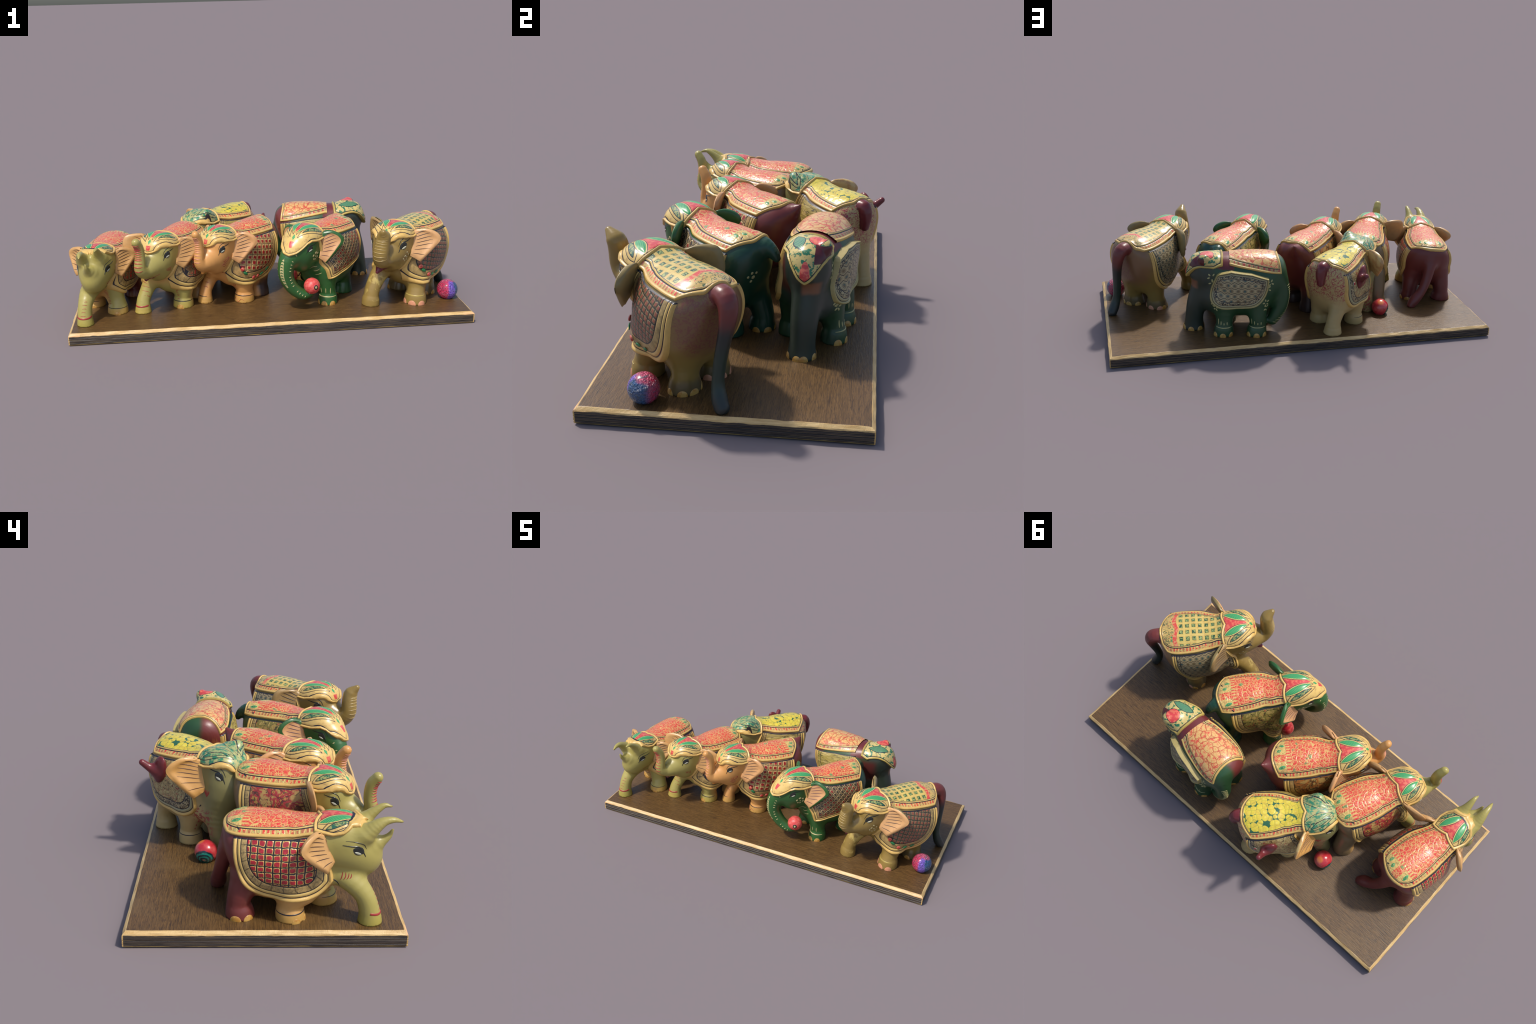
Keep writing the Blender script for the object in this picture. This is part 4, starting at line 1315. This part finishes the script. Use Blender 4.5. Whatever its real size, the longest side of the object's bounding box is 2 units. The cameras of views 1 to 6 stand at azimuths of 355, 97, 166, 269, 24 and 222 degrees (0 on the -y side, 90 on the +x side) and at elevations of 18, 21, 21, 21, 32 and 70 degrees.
    f.paint.blob(cr, (bc[0]+.0205, bc[1]+.034, bc[2]+.003), (.0055, .0068), .001, lift=.0012, form=1, name='ball_mark')
    f.finish([bf])
    ball('held_ball', (bc[0], bc[1], bc[2]-G0), .041, held_ball_mat(), '', f.root, .01)


BRASS_TRUNK = [(.292, .004, .335), (.330, .008, .328), (.358, .014, .362), (.356, .020, .415), (.358, .026, .450), (.386, .034, .482)]


def brass_elephant():
    f = Figure('elephant_figurine', (.745, -.155), 43, 'brass-brown elephant with yellow checked saddle and raised trunk', sz=1.025, sy=1.12, y0=.004, bend=.06)
    k = calf_kit(f)
    body = body_mat(f, 'painted_skin', BRASS, [
        ((.23, .045, .05), lambda m, n: (1-m.step(-.165, -.12, m.x + n*.02))*m.inside(.21, .42, m.z + n*.08, .02)*(1-m.step(.025, .055, m.math('ABSOLUTE', m.noise(58, 2, dist=.8)-.5)))*m.step(-.04, .01, m.y)*1.0),
        ((.20, .09, .055), lambda m, n: (1-m.step(-.165, -.11, m.x + n*.03))*m.inside(.20, .42, m.z + n*.08, .03)*.7),
        ((.08, .06, .035), lambda m, n: (1-m.step(.02, .04, m.x))*(1-m.step(.09, .12, m.z + n*.03))*.7),
        ((.46, .34, .10), lambda m, n: m.step(.20, .22, m.x)*(1-m.step(.05, .075, m.math('ABSOLUTE', m.z-.15) + n*.12))*m.step(.5, .6, m.noise(26, 3))*m.step(-.10, -.075, m.y)*.9),
    ], rough=.28)
    tail = body_mat(f, 'tail_paint', (.020, .024, .022), [
        (MAROON, lambda m, n: m.step(.30, .38, m.z + n*.03)), ((.018, .035, .024), lambda m, n: m.inside(.12, .26, m.z, .04))])
    fl, fr, rl, rr = (.100, .085), (.262, .075), (-.072, .054), (-.048, .070)
    prims = torso_forms(1.0, .008, rear=.90) + head_forms() + [
        ('leg:a', foreleg(1, *fl), .03),
        ('leg:b', limb((.15, -.040, .26, .055), (.215, -.060, .20, .040), (.250, -.072, .14, .036), (.260, -.074, .10, .037), (.262, -.075, .082, .042), (.264, -.075, .05, .043)), .03),
        ('leg:c', hindleg(1, *rl, .046), .03), ('leg:d', hindleg(-1, *rr, .046), .03),
        ('trunk', trunk_up(BRASS_TRUNK, [.047, .042, .036, .034, .032, .013]), .03),
        ('tongue', limb((.285, -.01, .287, .024), (.306, -.015, .270, .016), (.322, -.018, .256, .008)), .008),
        ('tail', limb((-.155, .0, .395, .036), (-.190, .0, .418, .033), (-.228, .002, .412, .032), (-.246, .008, .375, .028), (-.244, .018, .31, .0225), (-.232, .030, .22, .020), (-.230, .038, .15, .019), (-.244, .044, .10, .024), (-.260, .046, .072, .023)), .02)]
    f.body(prims, {'*': body, 'tongue': lacquer(f, 'tongue_paint', WINE, .3), 'tail': tail})
    # checked saddle
    m = f.mat('yellow_check')
    wx, wy = (m.noise(30, 2)-.5)*.006, (m.noise(30, 2, vec=m.warp(9, .3))-.5)*.006
    fx = m.math('ABSOLUTE', m.math('FRACT', (m.x + wx)*31.0) - .5); fy = m.math('ABSOLUTE', m.math('FRACT', (m.y + wy)*33.0) - .5)
    d = m.math('MAXIMUM', fx, fy)
    yl = m.mix(m.step(.4, .7, m.noise(50, 3)), (.58, .43, .11), (.50, .32, .08))
    sq = m.mix(m.step(.44, .56, m.noise(150, 2)), (.012, .06, .03), (.30, .36, .12))
    sq = m.mix(m.step(.20, .25, d), sq, (.02, .07, .03))
    c = m.mix(1-m.step(.26, .31, d), yl, sq)
    c = m.mix(m.step(.45, .49, d)*.7, c, (.64, .46, .16))
    zig = m.x + .104 + m.math('ABSOLUTE', m.math('SINE', m.y*34.0))*.014 + wx
    rd = m.mix(m.step(.45, .58, m.noise(80, 3)), (.60, .07, .05), (.62, .26, .12))
    c = m.mix(m.inside(-.006, .014, zig, .002), c, rd)
    back = 1 - m.step(-.008, -.005, zig)
    sw = m.math('ABSOLUTE', m.noise(38, 2, dist=1.0)-.5)
    bk = m.mix(1-m.step(.012, .03, sw), (.56, .38, .12), (.04, .09, .04))
    bk = m.mix(m.step(.60, .66, m.noise(30, 2)), bk, (.04, .22, .08)); bk = m.mix(m.step(.64, .68, m.noise(34, 2, vec=m.warp(8, .6))), bk, (.55, .10, .06))
    c = m.mix(back, c, bk)
    m.bump(d, -.4, .004)
    panel = m.done(c, .3, coat=.25)
    k['garland'] = garland_mat(f, 'garland_band', (.44, .30, .11), (.25, .17, .06), 14)
    left = grid_panel(f, 'dark_lattice', (.021, .0215), (.22, .06, .035), (.20, .14, .065), (.025, .02, .018), fill=.22, soft=.1, skew=.25, gr=.07)
    right = hex_panel(f, 'ring_lattice', scale=30)
    zl = [(-.2, .404), (-.06, .409), (.06, .414), (.14, .430)]
    saddle(f, zl, (-.192, -.140), .165, (k['rim'], k['row'], k['ink'], k['band'], panel))
    cap(f, (k['rim'], k['ink'], k['ground'], k['red'], k['leaf'], k['core']))
    zt = [(a, b-.002) for a, b in zl]
    flap(f, 1, (k['rim'], k['ink'], k['band'], k['garland'], left), zline=zt)
    flap(f, -1, (k['rim'], k['ink'], k['band'], dash_mat(f, 'dashed_band'), right), zline=zt, wide=.8)
    berry = mottle(f, 'berry_red', (.42, .03, .03), (.55, .12, .07), 90)
    garland_fruit(f, k, 1, berry, lacquer(f, 'leaf_dark', (.02, .16, .05)), ((.140, .262, 'b', 0), (.118, .24, 'l', .5), (.085, .215, 'b', 0), (.05, .21, 'l', -.1), (.005, .212, 'l', -.4)))
    v = lacquer(f, 'ear_line', (.04, .02, .02)); pe = lacquer(f, 'ear_peach', (.60, .33, .14)); eb = lacquer(f, 'ear_back', (.26, .19, .07))
    std_ears(f, eb, pe, v, right=False, dx=.006, sl=1.09)
    f.ear(-1, [(.130, .084, .452), (.105, .125, .462), (.072, .166, .455), (.056, .180, .415), (.050, .178, .365), (.062, .165, .325)], (.142, .08, .442), (.150, .09, .330), eb, lacquer(f, 'ear_ochre', (.36, .23, .09)), v)
    eyes(f, k['eye'], lacquer(f, 'eye_cream', (.55, .53, .36)), (.250, .076, .388), 1.15)
    cr = lacquer(f, 'cream_dab', (.46, .40, .20))
    for s in (1, -1):
        for x, z, a in ((.222, .352, .6), (.205, .338, 1.6), (.232, .334, 2.4), (.216, .326, .4), (.240, .318, 1.0), (.208, .31, 2.0), (.224, .306, .8)):
            f.paint.blob(cr, (x, s*.078, z), (.0065, .0042), .0011, turn=a, name='painted_dab')
    trunk_rings(f, lacquer(f, 'brass_ridge', (.34, .24, .085), .3), BRASS_TRUNK, [.047, .042, .036, .034, .032, .013], 12, .36, .95, thick=.0036)
    anklet(f, lacquer(f, 'gold_band', (.42, .31, .08)), (.100, .085), .0475, .105, -1.0, 1.4, .0045)
    rungs(f, cr, (.165, .052, .225), (.150, .06, .15), 6, .006, (.6, .5, .1), .0012)
    nails(f, k['pink'], (.104, .085), .1, 3, .055, (.021, .022)); nails(f, k['nail'], (-.066, .054), 1.5, 3, .052); nails(f, k['nail'], (-.066, .054), -2.6, 2, .052)
    nails(f, k['pink'], (-.042, -.07), 3.1, 3, .052); nails(f, k['nail'], (-.042, -.07), -1.3, 2, .052)
    f.finish()


def yellow_saddle_elephant():
    f = Figure('elephant_figurine', (-.20, .29), 45, 'olive elephant with yellow flowered saddle and long trunk to the ground')
    k = calf_kit(f)
    RB = (.46, .33, .135)
    body = body_mat(f, 'painted_skin', RB, [
        ((.24, .21, .075), lambda m, n: m.step(.14, .20, m.x + n*.05 + (m.z-.28)*.15)),
        ((.33, .04, .055), lambda m, n: (1-m.step(-.11, -.07, m.x + n*.03))*m.step(.22, .28, m.z + n*.1)*(1-m.step(.022, .05, m.math('ABSOLUTE', m.noise(62, 2, dist=.8)-.5)))),
        ((.30, .05, .05), lambda m, n: m.step(.10, .14, m.x)*(1-m.step(.20, .24, m.x))*m.inside(.06, .24, m.z, .02)*m.step(.50, .54, m.noise(75, 2))*m.step(.03, .05, m.ay)*.9),
        ((.08, .018, .016), lambda m, n: m.step(-.01, .03, m.y + n*.03)*m.inside(-.07, .15, m.x, .03)*m.step(.16, .22, m.z)*.8),
    ])
    mar = lacquer(f, 'maroon_lacquer', (.15, .022, .024), .28)
    prims = torso_forms(rear=.79) + head_forms() + [
        ('head', ell((.215, -.012, .318), (.082, .084, .105)), .03),
        ('leg:a', foreleg(-1, .058, .066, (.07, .07, .25), .044), .03), ('leg:b', foreleg(1, .05, .075, (.07, .07, .25), .044), .03),
        ('leg:c', limb((-.075, -.050, .26, .058), (-.108, -.048, .18, .042), (-.126, -.042, .12, .037), (-.128, -.040, .06, .048)), .03), ('leg:d', hindleg(1, -.035, .092, .046), .03),
        ('torso', limb((.130, -.030, .270, .075), (.150, -.038, .225, .062)), .03),
        ('trunk', limb((.205, -.022, .280, .072), (.208, -.036, .220, .060), (.216, -.046, .155, .048), (.230, -.053, .10, .040), (.238, -.054, .062, .042)), .03),
        ('tail', limb((-.140, .01, .415, .036), (-.178, .011, .425, .029), (-.194, .012, .390, .025), (-.190, .013, .345, .019)), .015),
        ('head', limb((.190, .050, .452, .030), (.206, .062, .470, .019), (.210, .064, .480, .010)), .03)]
    f.body(prims, {'*': body, 'tail': mar})
    m = f.mat('yellow_petals')
    v = m.warp(30, .012)
    e = m.voronoi(37, 'DISTANCE_TO_EDGE', v, .62); fd = m.voronoi(37, 'F1', v, .62)
    n = m.noise(60, 3)
    c = m.mix(m.step(.35, .7, n), (.66, .54, .05), (.58, .41, .05))
    c = m.mix(m.step(.30, .10, fd)*.6, c, (.70, .60, .14))
    c = m.mix((1-m.step(.015, .05, e))*.75, c, (.34, .30, .05))
    c = m.mix(m.step(.64, .70, fd + (n-.5)*.22), c, (.025, .11, .05))
    m.bump(e, .5, .005)
    panel = m.done(c, .3, coat=.25)
    zl = [(-.2, .395), (-.06, .405), (.06, .414), (.14, .430)]
    saddle(f, zl, (-.165, -.118), .165, (k['rim'], k['row'], k['ink'], k['band'], panel))
    teal = mottle(f, 'teal_ornament', (.03, .19, .10), (.34, .36, .14), 60, .40, .60)
    k['ground'] = mottle(f, 'green_cream_ground', (.40, .38, .15), (.03, .20, .10), 44, .46, .60)
    cap(f, (k['rim'], k['ink'], k['ground'], mottle(f, 'cap_teal_field', (.40, .36, .14), (.05, .26, .14), 60, .42, .58), teal, teal))
    zt = [(a, b-.002) for a, b in zl]
    flap(f, -1, (k['rim'], k['ink'], lacquer(f, 'grey_band', (.36, .33, .18)), dash_mat(f, 'dashed_band'), mush_panel(f, 'curled_ornament', ((.46, .37, .16), (.36, .25, .10), (.50, .40, .18), (.33, .05, .04)), 60)),
         zline=zt, cx=-.005, rx=(.138, .118), rz=.215, n=3.0, wide=.75)
    flap(f, 1, (k['rim'], k['ink'], k['band'], k['garland'], mush_panel(f, 'worn_straw', ((.40, .30, .09), (.30, .22, .05), (.50, .36, .13), (.16, .10, .04)), 24, (.6, .6, 2.5))), zline=zt, flare=.01)
    ve = lacquer(f, 'ear_line', (.10, .035, .015)); pe = lacquer(f, 'ear_orange', (.58, .30, .085)); eb = mottle(f, 'ear_back', (.58, .40, .15), (.50, .28, .10), 40)
    std_ears(f, eb, pe, ve, left=False, dx=.010, dz=.002, sl=1.18)
    eyes(f, k['eye'], k['white'], (.248, .072, .394), 1.05, sides=(-1,))
    # red bulb standing out of the right side cloth
    B = Form([('bulb', ell((-.035, -.140, .365), (.036, .018, .062), 2.0, .35), .02),
              ('bulb', limb((-.045, -.142, .352, .024), (-.066, -.165, .372, .017), (-.085, -.188, .396, .013)), .02)])
    V, T = surface_net(lambda P: np.min([B(P), P[:, 2]*0+9], 0), (-.12, -.22, .28), (.03, -.09, .45), .004)
    fn = np.cross(V[T[:, 1]]-V[T[:, 0]], V[T[:, 2]]-V[T[:, 0]]); fl = (fn*B.grad(V[T].mean(1))).sum(1) < 0
    T[fl] = T[fl][:, ::-1]
    f.add('horn', B.snap(V), T, mar)
    b = k['blood']
    for t in (-.9, -.4, .1, .6): f.paint.stroke(b, [(.205, -.07, .302), (.205+.012*math.sin(t), -.07, .318), (.203+.020*math.sin(t), -.07, .325+.004*math.cos(t))], .0034)
    rungs(f, b, (.150, -.075, .245), (.112, -.08, .120), 9, .009, (.8, -.2, .1), .0026)
    f.paint.stroke(k['ink'], [(.158, -.07, .258), (.15, -.075, .25)], .003)
    f.paint.stroke(b, [(.120, -.075, .235), (.150, -.080, .175), (.190, -.085, .11)], .0028)
    anklet(f, k['ink'], (.058, -.066), .0465, .100, -2.6, .4, .002)
    f.paint.blob(k['white'], (-.098, -.12, .345), (.008, .009), .0015, lift=.01, name='painted_mark')
    f.paint.blob(b, (-.098, -.12, .345), (.0065, .0075), .002, lift=.011, name='painted_mark')
    f.finish()


def mitred_elephant():
    f = Figure('elephant_figurine', (.32, .24), -82, 'dark green elephant with pointed patterned head cloth and oval side cloth')
    k = calf_kit(f)
    body = body_mat(f, 'painted_skin', (.024, .070, .026), [
        ((.030, .042, .030), lambda m, n: m.step(.10, .17, m.x + n*.05)),
        (MAROON, lambda m, n: (1-m.step(-.02, .01, m.y + n*.02))*(1-m.step(-.16, -.12, m.x + n*.03))*m.step(.12, .2, m.z)),
        ((.30, .10, .03), lambda m, n: (1-m.step(-.05, -.03, m.y + n*.02))*(1-m.step(-.13, -.1, m.x + n*.03))*m.inside(.2, .36, m.z, .03)*m.step(.48, .55, m.noise(30, 3, vec=m.xyz(m.x*4, m.y*4, m.z)))),
        ((.13, .022, .022), lambda m, n: m.inside(.035, .125, m.x + n*.02, .006)*m.step(.405, .415, m.z - m.math('MAXIMUM', m.x-.1, 0.0)*.35 + n*.02)),
        ((.11, .02, .018), lambda m, n: (1-m.step(-.03, .0, m.y + n*.03))*m.inside(.08, .19, m.x, .02)*m.inside(.27, .40, m.z, .02)*.9),
        ((.20, .085, .04), lambda m, n: m.step(.21, .23, m.x)*m.inside(.30, .345, m.z + n*.03, .008)*m.step(-.005, .012, m.y)),
    ], rough=.36, grain=.05)
    prims = torso_forms(.94, .004, .012, rear=1.12) + [
        ('torso', ell((.125, .03, .24), (.075, .070, .085)), .03),
        ('head', ell((.182, .015, .392), (.066, .068, .078)), .03), ('head', limb((.165, .045, .44, .032), (.182, .070, .458, .020)), .03),
        ('head', limb((.200, .016, .395, .05), (.236, .017, .372, .022)), .03),
        ('trunk', limb((.170, .015, .36, .062), (.200, .012, .28, .053), (.222, .010, .20, .050), (.234, .008, .13, .046), (.237, .006, .085, .049), (.238, .005, .05, .055)), .04),
        ('leg:a', foreleg(1, .083, .092, (.08, .075, .24), .045), .03), ('leg:b', foreleg(-1, .06, .075, (.07, .07, .24), .044), .03),
        ('leg:c', hindleg(1, -.088, .095, .046), .03), ('leg:d', hindleg(-1, -.13, .06, .046), .03),
        ('tail', limb((-.165, .040, .39, .050), (-.200, .050, .335, .042), (-.212, .056, .27, .040), (-.205, .060, .20, .037), (-.182, .062, .15, .033), (-.165, .064, .12, .028)), .03)]
    f.body(prims, body)
    m = f.mat('red_crackle')
    v = m.warp(24, .02)
    e = m.voronoi(30, 'DISTANCE_TO_EDGE', v); n = m.noise(55, 3, .6)
    c = m.mix(m.step(.55, .62, n), (.62, .40, .14), (.60, .07, .05))
    c = m.mix(m.step(.48, .56, n)*(1-m.step(.56, .62, n))*.7, c, (.62, .24, .10))
    c = m.mix((1-m.step(.02, .07, e))*.85, c, (.38, .06, .03))
    c = m.mix((1-m.step(.010, .024, m.math('ABSOLUTE', m.noise(70, 2, vec=v)-.5)))*.6, c, (.58, .12, .05))
    c = m.mix(m.step(.60, .66, m.noise(110, 2))*.8, c, (.62, .10, .05))
    m.bump(e + n*.4, .45, .005)
    panel = m.done(c, .3, coat=.25)
    zl = [(-.24, .378), (-.19, .388), (-.06, .412), (.05, .430)]
    gr = row_mat(f, 'border_row_green', (.44, .33, .12), (.40, .06, .04), (.02, .10, .05), 40)
    saddle(f, zl, (-.188, -.204), .058, (k['rim'], gr, k['ink'], k['band'], panel))
    # pointed head cloth
    rim = lacquer(f, 'yellow_rim', (.50, .36, .09)); orn = mottle(f, 'green_scrolls', (.56, .43, .15), (.02, .15, .07), 60, .52, .57)
    def fields(P):
        x, y, z = P.T
        r = np.minimum((z - np.interp(x, [.09, .15, .20, .275], [.425, .408, .385, .338]) - .75*np.abs(y-.018)*np.clip((x-.14)/.09, 0, 1))*.9, x - (.088 + .25*np.abs(y-.02)**1.5))
        yy = y - .018
        tri = .030 - np.hypot(x-.172, (y-.045))*1.0
        dark = .026 - np.maximum(np.abs(y-.070)*.9, np.abs(z-.440)*1.0) - 9*np.clip(.185-x, 0, 1)
        tip = .012 - np.hypot(x-.258, y-.018)
        lf = lens(x, yy, (.125, -.055), (.225, -.02), .018)
        return np.stack([r, tri, dark, tip, lf], 1)
    def thick(F, P):
        r = F[:, 0]; u = np.clip(r/.012, 0, 1)
        fl = .010*np.clip((P[:, 0]-.19)/.06, 0, 1)*np.clip(r/.004, 0, 1)
        return np.maximum(-.003 + .013*np.sqrt(np.clip(1-(2*u-1)**2, 0, 1)), -.003 + .010*np.clip(r/.006, 0, 1)) - .0014*np.exp(-((r-.0135)/.002)**2) + fl
    def labels(F, P):
        r, tri, dark, tip, lf = F.T
        lab = np.full(len(F), 2)
        lab[lf > -.003] = 1; lab[lf > 0] = 4
        lab[tri > -.003] = 1; lab[tri > -.001] = 3
        lab[tip > 0] = 3
        lab[dark > 0] = 5
        lab[r < .0155] = 1; lab[r < .012] = 0
        return lab
    f.cloth(fields, [(0, .003), (0, .007), (0, .010), (0, .012), (0, .0155), (1, -.003), (1, -.001), (2, 0), (3, 0), (4, 0), (4, -.003)], thick, labels,
            [('cloth_rim', rim), ('cloth_line', k['ink']), ('cloth_ground', orn), ('cloth_field', k['red']), ('painted_leaf', leaf_mat(f, 'teal_leaf', (.02, .16, .08), (.35, .40, .18))), ('cloth_patch', lacquer(f, 'maroon_lacquer', (.10, .015, .018), .25))], 'head_cloth')
    flap(f, 1, (lacquer(f, 'yellow_grey_rim', (.44, .35, .13)), k['ink'], lacquer(f, 'grey_band', (.38, .33, .17)), dash_mat(f, 'dashed_band'), hex_panel(f, 'ring_lattice', (.44, .36, .19), scale=27)),
         cx=.012, rx=(.150, .122), ztop=.385, rz=.172, n=2.7, zline=[(-.16, .370), (-.05, .402), (.05, .412), (.11, .395), (.16, .355)], flare=.008, toprim=True, wide=.68, name='side_cloth')
    straw = mush_panel(f, 'worn_straw', ((.46, .36, .12), (.36, .28, .07), (.52, .40, .15), (.05, .06, .02)), 22, (.5, .5, 3.0), .5)
    flap(f, -1, (k['rim'], k['ink'], k['band'], straw, straw), cx=-.035, rx=(.165, .13), ztop=.400, rz=.22, n=2.8, zline=[(-.24, .375), (-.06, .405), (.1, .42)], flare=.004)
    cr = lacquer(f, 'cream_dab', (.44, .40, .17))
    P = [(-.09, 0, .41), (-.16, .02, .405), (-.2, .03, .37)]
    for q in np.linspace(.30, 1.0, 17):
        z = .40 - .28*q; x = -.165-.09*math.sin(math.pi*min(1, q*1.0))
        f.paint.stroke(cr, [(x-.02, .055, z), (x-.01, .070, z+.003), (x, .085, z)], .0028, .0011, n=7, name='painted_dab')
    sprig = lambda x, z, n, r, y=.12: [f.paint.blob(cr, (x+r*math.cos(6.28*i/n+x*40), y, z+r*math.sin(6.28*i/n+x*40)), (.0075, .0042), .0011, turn=6.28*i/n+x*40, name='painted_dab') for i in range(n)]
    sprig(.148, .372, 5, .018); sprig(.150, .335, 3, .012); sprig(.145, .235, 5, .015); sprig(.150, .265, 4, .012); sprig(.135, .212, 5, .014); sprig(-.128, .32, 5, .014); sprig(-.145, .35, 4, .012); sprig(-.125, .24, 5, .015); sprig(-.13, .21, 4, .014)
    for lx, ly in ((.083, .092), (-.088, .095)):
        for a in (1.1, 1.5, 1.9, .7):
            f.paint.stroke(cr, [(lx+.05*math.cos(a), ly+.05*math.sin(a), .125), (lx+.05*math.cos(a), ly+.048*math.sin(a), .146+.01*math.sin(a*3))], .003, n=8, name='painted_dab')
        anklet(f, cr, (lx, ly), .047, .110, .3, 2.6, .003)
        nails(f, k['nail'], (lx+.005, ly), 1.5, 3, .054, (.018, .022))
    nails(f, k['nail'], (.238, .005), 1.3, 3, .055, (.018, .021)); nails(f, k['nail'], (.238, .005), -.6, 2, .055, (.018, .02)); nails(f, k['nail'], (.238, .005), -2.4, 2, .055, (.02, .022))
    nails(f, k['nail'], (-.125, -.06), 3.0, 2, .05)
    f.finish()


board()
elephant_with_tusks()
olive_calf()
peach_calf()
green_calf()
brass_elephant()
yellow_saddle_elephant()
mitred_elephant()
ball('thread_ball', (.927, -.263, .105), .053, thread_ball_mat(), 'small ball wrapped in glossy red, purple and blue', rough=.012)
ball('painted_ball', (-.465, .222, .094), .046, red_ball_mat(), 'small glossy red ball with teal and black swirl')
